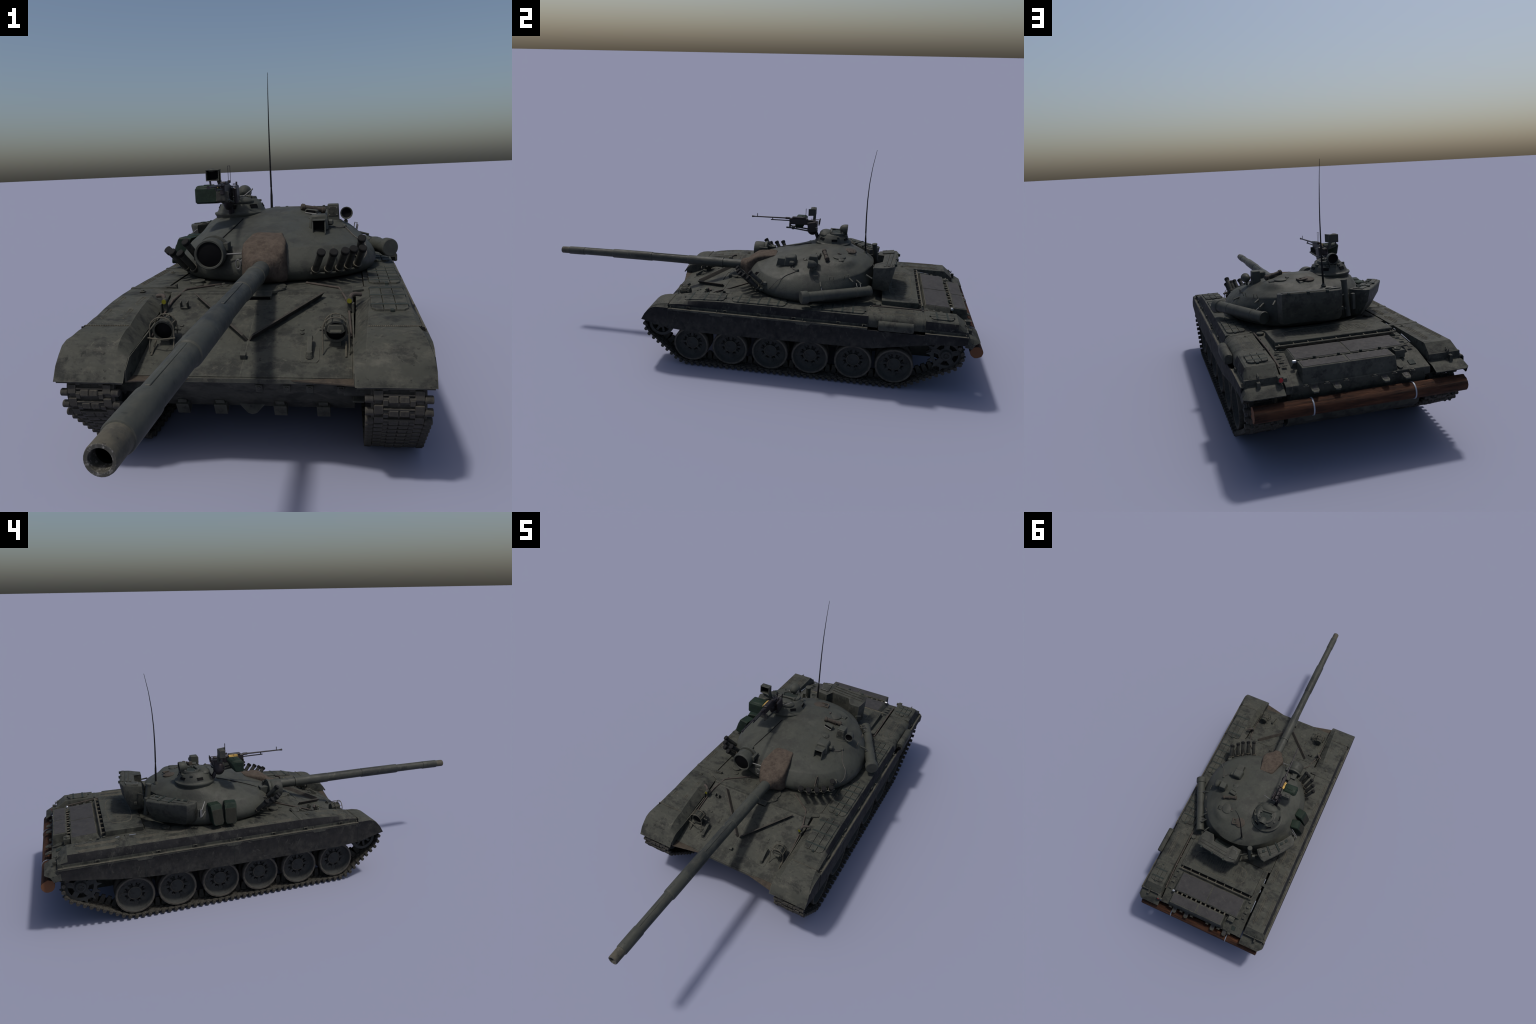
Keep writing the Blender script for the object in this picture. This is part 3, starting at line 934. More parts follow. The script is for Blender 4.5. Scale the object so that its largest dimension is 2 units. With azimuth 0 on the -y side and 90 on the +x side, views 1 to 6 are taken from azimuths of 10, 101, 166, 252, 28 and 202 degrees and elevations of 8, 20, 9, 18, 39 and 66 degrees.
# filler plugs on the fenders
f = Part().mat(M_FEND)
for p in (W(-0.3203, 0.3848, 0), W(-0.2767, 0.6863, 0), W(-0.2948, -0.1059, 0), W(0.2765, 0.5821, 0), W(-0.300, 0.15, 0)):
    f.cyl((p.x, p.y, 0.3145), (p.x, p.y, 0.3170), 0.0085, seg=14, bev=0.001)
    f.cyl((p.x, p.y, 0.3170), (p.x, p.y, 0.3198), 0.0042, seg=8, bev=0.0008)
f.done('filler_plug', root, kind='stuff')

# seams and the strap bracket of the right fender
f = Part().mat(M_FEND)
for y in (-0.055, 0.235, 0.395, 0.660):
    f.prism([(-0.2490, 0.313), (-0.2490, 0.3162), (-0.3437, 0.3162), (-0.3450, 0.3130)], 'y', y - 0.006, y + 0.006)
f.box((-0.238, -0.055, 0.316), (0.030, 0.010, 0.006))
f.box((-0.224, -0.055, 0.316), (0.006, 0.008, 0.016))
f.box((-0.240, 0.660, 0.311), (0.02, 0.016, 0.012))
f.done('fender_strap', root)

# pressed stiffening ribs
f = Part().mat(M_TAN)
def rib(x0, x1, y0, y1, z0, z1):
    dx = (x1 - x0) * 0.5
    pts = [(x0, y0 + dx, z0), (x0 + dx, y0, z0), (x1, y0 + dx, z0), (x1, y1 - dx, z1), (x0 + dx, y1, z1), (x0, y1 - dx, z1), (x0, y0 + dx, z0)]
    f.tube(pts, 0.0012, 4)
for x in (-0.275, -0.287, -0.325, -0.337):
    pass
for y0, y1 in ((-0.285, -0.235), (-0.205, -0.150), (-0.02, 0.07), (0.09, 0.21), (0.27, 0.37), (0.43, 0.52), (0.54, 0.635), (0.70, 0.86)):
    for xc in (-0.275, -0.326):
        if (y0 > -0.03 and y0 < 0.3 and xc > -0.3):
            continue
        rib(xc - 0.004, xc + 0.004, y0, y1, topz(y0) + 0.0001, topz(y1) + 0.0001)
        if y1 - y0 > 0.085:
            rib(xc - 0.0135, xc - 0.0060, y0 + 0.012, y1 - 0.012, topz(y0) + 0.0001, topz(y1) + 0.0001)
for xc in (0.270, 0.312):
    rib(xc - 0.004, xc + 0.004, 0.575, 0.735, 0.3152, 0.3152)
    rib(xc - 0.016, xc - 0.008, 0.60, 0.72, 0.3152, 0.3152)
f.done('fender_rib', root, kind='stuff')

# slatted stowage lids with straps on the left fender
def lid(x0, x1, y0, y1, straps, name='stowage_lid', lift=0.0):
    p = Part().mat(M_FEND)
    topz = lambda y: globals()['topz'](y) + lift
    n = 3
    wx = (x1 - x0) / n
    edges = [y0] + straps + [y1]
    for i in range(n):
        for k in range(len(edges) - 1):
            a, b = edges[k] + 0.0012, edges[k + 1] - 0.0012
            z0, z1 = topz(a), topz(b)
            xa, xb = x0 + i * wx + 0.0009, x0 + (i + 1) * wx - 0.0009
            hgt = 0.0048 + random.uniform(-0.0004, 0.0005)
            ca = 0.010 if (k == 0 and i in (0, n - 1)) else 0
            cb = 0.010 if (k == len(edges) - 2 and i in (0, n - 1)) else 0
            o = []
            left, right = (i == 0), (i == n - 1)
            o += [(xa, a + (ca if left else 0)), (xa + (ca if left else 0.0), a)] if (ca and left) else [(xa, a)]
            o += [(xb - ca, a), (xb, a + ca)] if (ca and right) else [(xb, a)]
            o += [(xb, b - cb), (xb - cb, b)] if (cb and right) else [(xb, b)]
            o += [(xa + cb, b), (xa, b - cb)] if (cb and left) else [(xa, b)]
            zz = lambda y: z0 + (z1 - z0) * (y - a) / (b - a)
            lo = [(x, y, zz(y) - 0.001) for x, y in o]
            mid = [(x, y, zz(y) + hgt - 0.001) for x, y in o]
            cx = sum(q[0] for q in o) / len(o); cy = sum(q[1] for q in o) / len(o)
            hi = [(x + (cx - x) * 0.06, y + (cy - y) * 0.03, zz(y) + hgt) for x, y in o]
            p.rings([lo, mid, hi])
    p.mat(M_STRAP)
    for y in straps:
        p.box(((x0 + x1) / 2, y, topz(y) + 0.0032), (x1 - x0 + 0.001, 0.0088, 0.0056))
    for y in (y0 + 0.003, y1 - 0.003):
        p.box(((x0 + x1) / 2 + 0.004, y, topz(y) + 0.0022), (0.009, 0.016, 0.0056))
    return p.done(name, root)
lid(0.259, 0.337, -0.252, -0.074, [-0.224, -0.161, -0.100])
lid(0.262, 0.338, -0.040, 0.190, [-0.012, 0.032, 0.075, 0.117, 0.158])
lid(0.266, 0.336, 0.296, 0.520, [0.345, 0.386, 0.428, 0.471])
lid(0.264, 0.330, 0.784, 0.874, [0.808, 0.850], lift=0.0022)

# tail lamp
g = Part().mat(M_FEND)
g.box((0.249, 0.9385, 0.283), (0.016, 0.024, 0.018))
g.box((0.236, 0.945, 0.281), (0.012, 0.010, 0.012))
g.mat(M_RED)
g.cyl((0.249, 0.950, 0.2825), (0.249, 0.952, 0.2822), 0.0068, seg=14)
g.done('tail_lamp', root)

# ------------------------------------------------------------------ running gear
WY = [-0.2222, -0.047, 0.1305, 0.3035, 0.486, 0.656]
WR, WZ = 0.079, 0.0958

def wheel_mesh():
    p = Part().mat(M_TYRE)
    # built along +x (outer side at +x); two tyres with a gap for the guide horns
    sg = 22
    p.lathe([(0.060, 0.018), (WR - 0.0025, 0.018), (WR, 0.021), (WR, 0.043), (WR - 0.002, 0.046), (0.0715, 0.046), (0.0700, 0.0445)], (0, 0, 0), (1, 0, 0), sg, False, False)
    p.lathe([(0.060, -0.044), (WR - 0.0025, -0.044), (WR, -0.041), (WR, -0.021), (WR - 0.0025, -0.018), (0.060, -0.018)], (0, 0, 0), (1, 0, 0), sg, False, False)
    p.mat(M_WHEEL)
    p.lathe([(0.0706, 0.0448), (0.0690, 0.0425), (0.0655, 0.0290), (0.0600, 0.0240), (0.052, 0.0220), (0.046, 0.0225), (0.040, 0.0180), (0.0290, 0.0170), (0.0285, 0.0240), (0.0275, 0.0265), (0.0255, 0.0265), (0.0250, 0.0255), (0.012, 0.0285), (0.0, 0.0290)],
            (0, 0, 0), (1, 0, 0), sg, False, True)
    p.lathe([(0.065, -0.044), (0.050, -0.030), (0.020, -0.028), (0.018, -0.055), (0.0, -0.055)], (0, 0, 0), (1, 0, 0), sg, False, True)
    p.lathe([(0.060, -0.020), (0.060, 0.020)], (0, 0, 0), (1, 0, 0), sg, False, False)
    for k in range(8):
        a = 2 * pi * k / 8 + pi / 2
        Rm = Matrix.Rotation(a, 3, 'X')
        # ribs that widen outwards
        w0, w1 = 0.0042, 0.0075
        q = [(0.015, 0.027, -w0), (0.0232, 0.027, -w0), (0.0232, 0.027, w0), (0.015, 0.027, w0), (0.015, 0.053, -w1), (0.0236, 0.053, -w1), (0.0236, 0.053, w1), (0.015, 0.053, w1)]
        p.hexa([Rm @ Vector(v) for v in q], 0.0008)
    for k in range(8):
        a = 2 * pi * (k + 0.5) / 8 + pi / 2
        Rm = Matrix.Rotation(a, 3, 'X')
        p.mat(M_GLASS_SHADE)
        p.cyl(Rm @ Vector((0.014, 0.0390, 0)), Rm @ Vector((0.0195, 0.0390, 0)), 0.0068, seg=8)  # black discs painting the shade of the pockets between ribs
        p.mat(M_WHEEL)
        p.cyl(Rm @ Vector((0.014, 0.0405, 0)), Rm @ Vector((0.0225, 0.0405, 0)), 0.0036, seg=6)
    p.mat(M_TYRE)
    p.lathe([(0.0272, 0.0263), (0.0280, 0.0272), (0.0262, 0.0275), (0.0256, 0.0263)], (0, 0, 0), (1, 0, 0), sg, False, False)
    return p

def track_path(pitch_goal, y_idl, z_idl, r_idl, y_spr, z_spr, r_spr):
    """closed pin path: idler arc, top run, sprocket arc, rear ramp, bottom run, front ramp"""
    pts = []
    zb = 0.0079
    def arc(cy, cz, r, a0, a1, n):
        for k in range(n + 1):
            a = radians(a0 + (a1 - a0) * k / n)
            pts.append((cy + r * cos(a), cz + r * sin(a)))
    arc(y_idl, z_idl, r_idl, 222, 90, 24)
    # top run, slightly sagging between the return rollers
    yt0, zt0, yt1, zt1 = y_idl, z_idl + r_idl, y_spr, z_spr + r_spr
    for k in range(1, 40):
        t = k / 40
        pts.append((yt0 + (yt1 - yt0) * t, zt0 + (zt1 - zt0) * t - 0.004 * abs(sin(4 * pi * t))))
    arc(y_spr, z_spr, r_spr, 90, -58, 26)
    # rear ramp down to the last wheel
    arc(0.660, zb + 0.098, 0.098, -63, -90, 6)
    pts.append((0.2, zb))
    arc(WY[0] - 0.008, zb + 0.094, 0.094, 270, 222, 8)
    # resample
    P = pts + [pts[0]]
    L = [0]
    for (a, b), (c, d) in zip(P[:-1], P[1:]):
        L.append(L[-1] + math.hypot(c - a, d - b))
    n = round(L[-1] / pitch_goal)
    out = []
    j = 0
    for i in range(n):
        s = L[-1] * i / n
        while L[j + 1] < s:
            j += 1
        t = (s - L[j]) / (L[j + 1] - L[j])
        out.append((P[j][0] + (P[j + 1][0] - P[j][0]) * t, P[j][1] + (P[j + 1][1] - P[j][1]) * t))
    return out

def link_mesh(pitch):
    """local axes: x across, y along the track, z to the inside"""
    p = Part().mat(M_TRACK)
    p.cyl((-0.0600, 0, 0), (0.0600, 0, 0), 0.0050, seg=10)
    for s in (-1, 1):
        p.cyl((s * 0.0455, 0, 0), (s * 0.0608, 0, 0), 0.0078, seg=12, bev=0.0012)
        p.box((s * 0.0365, pitch * 0.28, -0.0004), (0.0165, pitch * 0.66, 0.0128))
        p.box((s * 0.0370, pitch * 0.80, 0.0008), (0.0140, pitch * 0.34, 0.0070))
    p.box((0, pitch * 0.5, 0.0015), (0.100, pitch * 0.50, 0.0056))
    p.box((0, pitch * 0.30, -0.0046), (0.056, 0.0034, 0.0050))
    p.box((0.0095, 0, -0.0008), (0.018, 0.0140, 0.0140), None, 0.002)
    p.box((-0.0095, 0, -0.0008), (0.018, 0.0136, 0.0138), None, 0.002)
    p.box((0.0, pitch * 0.74, -0.0026), (0.050, 0.0035, 0.0044))
    for s in (-1, 1):
        p.box((s * 0.0240, pitch * 0.80, -0.0006), (0.0095, pitch * 0.46, 0.0120))
    # guide horn
    p.hexa([(-0.007, pitch * 0.08, 0.003), (0.007, pitch * 0.08, 0.003), (0.007, pitch * 0.92, 0.003), (-0.007, pitch * 0.92, 0.003),
            (-0.0040, pitch * 0.22, 0.039), (0.0040, pitch * 0.22, 0.039), (0.0040, pitch * 0.78, 0.039), (-0.0040, pitch * 0.78, 0.039)], 0.0008)
    return p

def sprocket_mesh():
    p = Part().mat(M_WHEEL)
    nt = 14
    for xo in (0.038, -0.034):
        out, inn = [], []
        for k in range(nt):
            for da, r in ((-0.5, 0.0625), (-0.33, 0.0600), (-0.16, 0.066), (-0.05, 0.0775), (0.05, 0.0775), (0.16, 0.066), (0.33, 0.0600)):
                a = 2 * pi * (k + da) / nt
                out.append((r * cos(a), r * sin(a)))
                inn.append((0.048 * cos(a), 0.048 * sin(a)))
        x0, x1 = xo - 0.0035, xo + 0.0035
        o0 = [(x0, a, b) for a, b in out]; o1 = [(x1, a, b) for a, b in out]
        i0 = [(x0, a, b) for a, b in inn]; i1 = [(x1, a, b) for a, b in inn]
        p.rings([i0, o0, o1, i1, i0], True, False, False)
    for k in range(5):
        a = 2 * pi * k / 5 + pi / 2
        R = Matrix.Rotation(a, 3, 'X')
        p.box(R @ Vector((0.037, 0.036, 0)), (0.007, 0.034, 0.022), R)
        p.box(R @ Vector((-0.033, 0.036, 0)), (0.006, 0.034, 0.024), R)
    p.lathe([(0.030, -0.036), (0.030, 0.038), (0.0235, 0.041), (0.021, 0.047), (0.019, 0.049), (0.013, 0.049), (0.012, 0.046), (0.0, 0.046)], (0, 0, 0), (1, 0, 0), 22, True, True)
    for k in range(6):
        a = 2 * pi * k / 6
        p.box((0.0475, 0.0075 * cos(a), 0.0075 * sin(a)), (0.005, 0.004, 0.003), Matrix.Rotation(a, 3, 'X'))
    return p

def idler_mesh():
    p = Part().mat(M_WHEEL)
    for a, b in ((0.016, 0.042), (-0.042, -0.016)):
        p.lathe([(0.043, a), (0.0555, a), (0.0565, a + 0.002), (0.0565, b - 0.002), (0.0555, b), (0.043, b)], (0, 0, 0), (1, 0, 0), 26, False, False)
        p.lathe([(0.043, b), (0.043, a)], (0, 0, 0), (1, 0, 0), 26, False, False)
    p.lathe([(0.020, -0.05), (0.020, 0.040), (0.014, 0.044), (0, 0.044)], (0, 0, 0), (1, 0, 0), 20)
    for xo in (0.033, -0.033):
        for k in range(8):
            R = Matrix.Rotation(2 * pi * k / 8 + 0.2, 3, 'X')
            p.box(R @ Vector((xo, 0.030, 0)), (0.006, 0.028, 0.011), R)
    return p

SPR, IDL = (0.857, 0.171), (-0.358, 0.181)
path = track_path(0.0266, IDL[0], IDL[1], 0.0705, SPR[0], SPR[1], 0.0645)
pitch = math.hypot(path[1][0] - path[0][0], path[1][1] - path[0][1])
link_src = None
XT_LEFT, XT_RIGHT = 0.2995, 0.2955
for s in (-1, 1):
    XT = XT_LEFT if s > 0 else XT_RIGHT
    tr = Part().mat(M_TRACK)
    # inner pin rail carried along the loop keeps neighbouring links joined
    ringp = [(s * XT, y, z) for y, z in path]
    nP = len(path)
    cen = []
    for (y, z) in path:
        cen.append((y, z))
    inner = [[(s * (XT + w), y, z) for w, z0 in ((-0.002, 0), (0.002, 0))] for y, z in path]
    tr.tube(ringp + [ringp[0]], 0.0032, 6)
    track = tr.done('track', root)
    if link_src is None:
        link_src = link_mesh(pitch).done('track_link', track)
        first = True
    for i in range(nP):
        y, z = path[i]
        y2, z2 = path[(i + 1) % nP]
        d = Vector((0, y2 - y, z2 - z)).normalized()
        # the path runs idler -> top -> sprocket -> bottom, so the inside lies to its right
        up = Vector((0, d.z, -d.y))
        xa = d.cross(up)
        M = Matrix((xa, d, up)).transposed().to_4x4()
        M.translation = (s * XT, y, z)
        if first:
            link_src.matrix_basis = M
            first = False
            continue
        inst(link_src, track, M)

wm = sm = im = None
for s in (-1, 1):
    XT = XT_LEFT if s > 0 else XT_RIGHT
    flip = Matrix.Identity(4) if s > 0 else Matrix.Rotation(pi, 4, 'Z')
    for i, y in enumerate(WY):
        T = Matrix.Translation((s * XT, y, WZ)) @ flip
        if wm is None:
            wm = wheel_mesh().done('road_wheel', root, 40)
            wm.matrix_basis = T
        else:
            inst(wm, root, T)
    T = Matrix.Translation((s * XT, SPR[0], SPR[1])) @ flip
    if sm is None:
        sm = sprocket_mesh().done('drive_sprocket', root)
        sm.matrix_basis = T
    else:
        inst(sm, root, T)
    T = Matrix.Translation((s * XT, IDL[0], IDL[1])) @ flip
    if im is None:
        im = idler_mesh().done('idler_wheel', root)
        im.matrix_basis = T
    else:
        inst(im, root, T)
    # suspension arms, final drive, return rollers
    p = Part().mat(M_HULL)
    for y in WY:
        p.hexa([(s * 0.215, y - 0.115, 0.135), (s * 0.243, y - 0.115, 0.135), (s * 0.243, y, 0.085), (s * 0.215, y, 0.085),
                (s * 0.215, y - 0.095, 0.160), (s * 0.243, y - 0.095, 0.160), (s * 0.243, y + 0.015, 0.108), (s * 0.215, y + 0.015, 0.108)], 0.003)
    p.cyl((s * 0.20, SPR[0], SPR[1]), (s * 0.262, SPR[0], SPR[1]), 0.050, 0.040, 20, 0.003)
    p.cyl((s * 0.20, IDL[0], IDL[1]), (s * 0.262, IDL[0], IDL[1]), 0.022, seg=14)
    p.prism([(0.64, 0.13), (0.80, 0.135), (0.83, 0.16), (0.83, 0.235), (0.64, 0.235)], 'x', s * 0.215, s * 0.232)
    p.done('suspension_arm', root)
    p = Part().mat(M_WHEEL)
    for y in (0.045, 0.305, 0.57):
        p.cyl((s * 0.22, y, 0.222), (s * 0.300, y, 0.222), 0.0215, seg=16, bev=0.002)
    p.done('return_roller', root)

# ------------------------------------------------------------------ turret
TC = Vector((0.0, 0.27))
# angle from the front (towards the left side positive): base radius, crease radius, crease height, roof heights
TT = [0.95, 0.9, 0.8, 0.7, 0.55, 0.4, 0.2]
TAB = {
    0:    (0.283, 0.262, 0.402, (0.407, 0.412, 0.421, 0.430, 0.440, 0.449, 0.4605)),
    25:   (0.290, 0.263, 0.402, (0.406, 0.411, 0.420, 0.429, 0.440, 0.449, 0.461)),
    45:   (0.297, 0.274, 0.400, (0.405, 0.411, 0.420, 0.428, 0.438, 0.448, 0.462)),
    65:   (0.296, 0.268, 0.400, (0.407, 0.414, 0.425, 0.433, 0.444, 0.453, 0.465)),
    85:   (0.285, 0.253, 0.404, (0.414, 0.423, 0.436, 0.443, 0.452, 0.460, 0.468)),
    105:  (0.278, 0.250, 0.409, (0.420, 0.430, 0.442, 0.450, 0.459, 0.467, 0.4735)),
    125:  (0.276, 0.257, 0.416, (0.426, 0.436, 0.447, 0.456, 0.467, 0.476, 0.4785)),
    145:  (0.287, 0.268, 0.424, (0.433, 0.441, 0.452, 0.460, 0.471, 0.482, 0.4805)),
    162:  (0.283, 0.271, 0.430, (0.438, 0.446, 0.455, 0.463, 0.473, 0.484, 0.481)),
    180:  (0.270, 0.272, 0.432, (0.441, 0.449, 0.458, 0.464, 0.473, 0.485, 0.481)),
    -162: (0.268, 0.269, 0.430, (0.441, 0.449, 0.459, 0.465, 0.473, 0.483, 0.481)),
    -145: (0.275, 0.262, 0.424, (0.437, 0.449, 0.461, 0.467, 0.473, 0.479, 0.480)),
    -125: (0.280, 0.256, 0.416, (0.436, 0.454, 0.465, 0.468, 0.472, 0.475, 0.477)),
    -108: (0.279, 0.252, 0.409, (0.431, 0.452, 0.464, 0.468, 0.471, 0.472, 0.473)),
    -90:  (0.271, 0.251, 0.405, (0.417, 0.428, 0.446, 0.459, 0.465, 0.465, 0.468)),
    -68:  (0.281, 0.259, 0.403, (0.410, 0.417, 0.429, 0.439, 0.451, 0.457, 0.4655)),
    -45:  (0.291, 0.268, 0.401, (0.406, 0.412, 0.421, 0.430, 0.440, 0.449, 0.462)),
    -25:  (0.287, 0.264, 0.402, (0.406, 0.411, 0.420, 0.429, 0.439, 0.448, 0.461)),
}
KEYS = sorted(TAB)
def tab(theta, pick):
    th = (theta + 180) % 360 - 180
    n = len(KEYS)
    ang = KEYS
    idx = max(i for i in range(n) if ang[i] <= th) if th >= ang[0] else n - 1
    a1 = ang[idx]
    i2 = (idx + 1) % n
    a2 = ang[i2] + (360 if i2 == 0 else 0)
    tt = th if th >= ang[0] else th + 360
    t = (tt - a1) / (a2 - a1)
    v0, v1, v2, v3 = (pick(TAB[ang[k % n]]) for k in (idx - 1, idx, idx + 1, idx + 2))
    return 0.5 * (2 * v1 + (v2 - v0) * t + (2 * v0 - 5 * v1 + 4 * v2 - v3) * t * t + (3 * v1 - v0 - 3 * v2 + v3) * t ** 3)

def roof_z(x, y):
    d = Vector((x, y)) - TC
    th = math.degrees(math.atan2(d.x, -d.y))
    rc = tab(th, lambda e: e[1])
    t = d.length / rc
    ks = [1.0] + TT + [0.0]
    vs = [tab(th, lambda e: e[2])] + [tab(th, lambda e, i=i: e[3][i]) for i in range(len(TT))] + [0.4715]
    z = vs[0]
    for k in range(len(ks) - 1):
        if ks[k] >= t >= ks[k + 1]:
            u = (ks[k] - t) / (ks[k] - ks[k + 1])
            z = vs[k] + (vs[k + 1] - vs[k]) * u
            break
    # raised seat of the gunner's hatch
    dd = math.hypot(x - 0.098, y - 0.395)
    if dd < 0.078:
        k = min(1, (0.078 - dd) / 0.030)
        k = k * k * (3 - 2 * k)
        z = z + (0.4665 - z) * k if z < 0.4665 else z
    return z

tu = Part().mat(M_TURR)
NS = 96
rs = []
def tring(f):
    out = []
    for i in range(NS):
        th = -180 + 360 * i / NS
        r, z = f(th)
        a = radians(th)
        out.append(Vector((TC.x + r * sin(a), TC.y - r * cos(a), z)))
    return out
rs.append(tring(lambda th: (tab(th, lambda e: e[0]) * 0.90, 0.3135)))
rs.append(tring(lambda th: (tab(th, lambda e: e[0]) * 0.975, 0.3185)))
rs.append(tring(lambda th: (tab(th, lambda e: e[0]), 0.326)))
def wall(k):
    def f(th):
        b, c, zc = (tab(th, lambda e, i=i: e[i]) for i in range(3))
        t = k
        bulge = 0.016 * sin(pi * min(1, t ** 0.85)) * (1 if abs(th) < 120 else max(0.2, 1 - (abs(th) - 120) / 60))
        return (b + (c - b) * t ** 1.6 + bulge * 0.8, 0.326 + (zc - 0.326) * t)
    return f
for k in (0.15, 0.3, 0.45, 0.6, 0.75, 0.88, 0.96):
    rs.append(tring(wall(k)))
rs.append(tring(lambda th: (tab(th, lambda e: e[1]) + 0.0015, tab(th, lambda e: e[2]) - 0.0015)))
for t in (0.985, 0.965, 0.94, 0.91, 0.88, 0.84, 0.8, 0.75, 0.7, 0.64, 0.58, 0.52, 0.46, 0.4, 0.34, 0.28, 0.22, 0.16, 0.1, 0.05):
    def f(th, t=t):
        r = tab(th, lambda e: e[1]) * t
        a = radians(th)
        return r, roof_z(TC.x + r * sin(a), TC.y - r * cos(a))
    rs.append(tring(f))
# gentle casting unevenness
for ring in rs[3:]:
    for v in ring:
        v.z += 0.0008 * noise.noise(v * 22)
tu.rings(rs)
turret = tu.done('turret', root, 60)

def on_roof(x, y, d=0.0):
    return Vector((x, y, roof_z(x, y) + d))

# turret ring seat
g = Part().mat(M_STRAP)
g.lathe([(0.235, 0.305), (0.235, 0.318)], (0, 0.27, 0), (0, 0, 1), 48)
g.done('turret_ring', turret)

# --- gunner's sight
g = Part().mat(M_TURR)
a = 0.16
def tbox(p, x0, x1, y0, y1, z0, z1, ins=0.004, bev=0.003):
    p.hexa([(x0, y0, z0), (x1, y0, z0), (x1, y1, z0), (x0, y1, z0),
            (x0 + ins, y0 + ins, z1), (x1 - ins, y0 + ins, z1), (x1 - ins, y1 - ins, z1), (x0 + ins, y1 - ins, z1)], bev)
tbox(g, 0.104, 0.160, 0.152, 0.208, 0.428, 0.4735, 0.005, 0.005)
g.box((0.1345, 0.142, 0.4605), (0.036, 0.038, 0.003))
for x in (0.1175, 0.1515):
    g.hexa([(x - 0.0015, 0.118, 0.425), (x + 0.0015, 0.118, 0.425), (x + 0.0015, 0.160, 0.43), (x - 0.0015, 0.160, 0.43),
            (x - 0.0015, 0.126, 0.460), (x + 0.0015, 0.126, 0.460), (x + 0.0015, 0.160, 0.460), (x - 0.0015, 0.160, 0.460)])
g.box((0.164, 0.190, 0.449), (0.018, 0.022, 0.016), None, 0.004)
g.mat(M_GLASS_SHADE)
g.box((0.1345, 0.149, 0.4475), (0.032, 0.006, 0.025), None, 0)
g.done('gunner_sight', turret)

# cable with a ball joint down to the launchers
g = Part().mat(M_CABLE)
cp = [(0.170, 0.195), (0.188, 0.198), (0.200, 0.210), (0.204, 0.222)]
g.tube([on_roof(x, y, 0.003) for x, y in cp], 0.0014, 6, 4)
cp = [on_roof(0.204, 0.222, 0.002), on_roof(0.2150, 0.200, 0.002), on_roof(0.2260, 0.175, 0.002), on_roof(0.241, 0.1575, 0.003), Vector((0.2565, 0.140, 0.397)), Vector((0.262, 0.118, 0.370)), Vector((0.246, 0.098, 0.351)), Vector((0.232, 0.088, 0.354))]
g.tube(cp, 0.0015, 6, 4)
g.mat(M_TURR)
g.ball(on_roof(0.204, 0.222, 0.003), 0.0058, 12)
g.done('turret_cable', turret)

# head box and its lamp
g = Part().mat(M_TURR)
g.lathe([(0.030, 0), (0.024, 0.010)], (0.170, 0.283, roof_z(0.17, 0.283) - 0.010), (0, 0, 1), 20)
tbox(g, 0.1525, 0.1885, 0.266, 0.304, 0.445, 0.4950, 0.0018, 0.002)
g.mat(M_HULL)
g.box((0.1705, 0.2665, 0.474), (0.029, 0.003, 0.029))
g.mat(M_STEEL)
for dx in (-0.011, 0.011):
    for dz in (-0.010, 0.010):
        g.cyl((0.1705 + dx, 0.2662, 0.474 + dz), (0.1705 + dx, 0.2640, 0.474 + dz), 0.0014, seg=6)
g.done('sight_head', turret)
g = Part().mat(M_TURR)
lc = Vector((0.2095, 0.266, 0.4675))
g.lathe([(0.0145, 0.002), (0.0165, 0.0), (0.0185, 0.0), (0.0185, 0.004), (0.0172, 0.006), (0.0168, 0.020), (0.0130, 0.030), (0.007, 0.036), (0, 0.038)], lc, (0, 1, 0), 22, False, True)
g.box(lc + Vector((-0.002, 0.014, -0.020)), (0.008, 0.010, 0.018))
g.mat(M_GLASS_SHADE)
g.lathe([(0.0148, 0.003), (0.008, 0.006), (0, 0.007)], lc, (0, 1, 0), 22, False, True)
g.done('roof_lamp', turret)

# rolled tool cylinder
g = Part().mat(M_TOOL)
a, b = W(0.0698, 0.3212, 0.4865), W(0.1423, 0.3434, 0.4715)
d = b - a
g.cyl(a, a + d * 0.16, 0.0105, seg=14, bev=0.002)
g.cyl(a + d * 0.14, a + d * 0.55, 0.0078, seg=14)
g.cyl(a + d * 0.50, a + d * 0.60, 0.0092, seg=14)
g.cyl(a + d * 0.58, a + d * 0.86, 0.0076, seg=14)
g.cyl(a + d * 0.84, b, 0.0102, seg=14, bev=0.002)
g.box(a + d * 0.5 + Vector((0, 0.002, -0.010)), (0.030, 0.012, 0.014))
g.done('spotting_scope', turret)
# periscope slot
g = Part().mat(M_TURR)
g.box((0.1055, 0.298, 0.4725), (0.038, 0.020, 0.014), (0, 0.12, -0.2), 0.003)
g.mat(M_GLASS_SHADE)
g.box((0.1035, 0.2885, 0.4735), (0.029, 0.004, 0.008), (0, 0.12, -0.2), 0)
g.mat(M_STEEL)
g.box((0.1035, 0.2870, 0.4675), (0.036, 0.004, 0.004), (0, 0.12, -0.2))
g.done('periscope', turret)
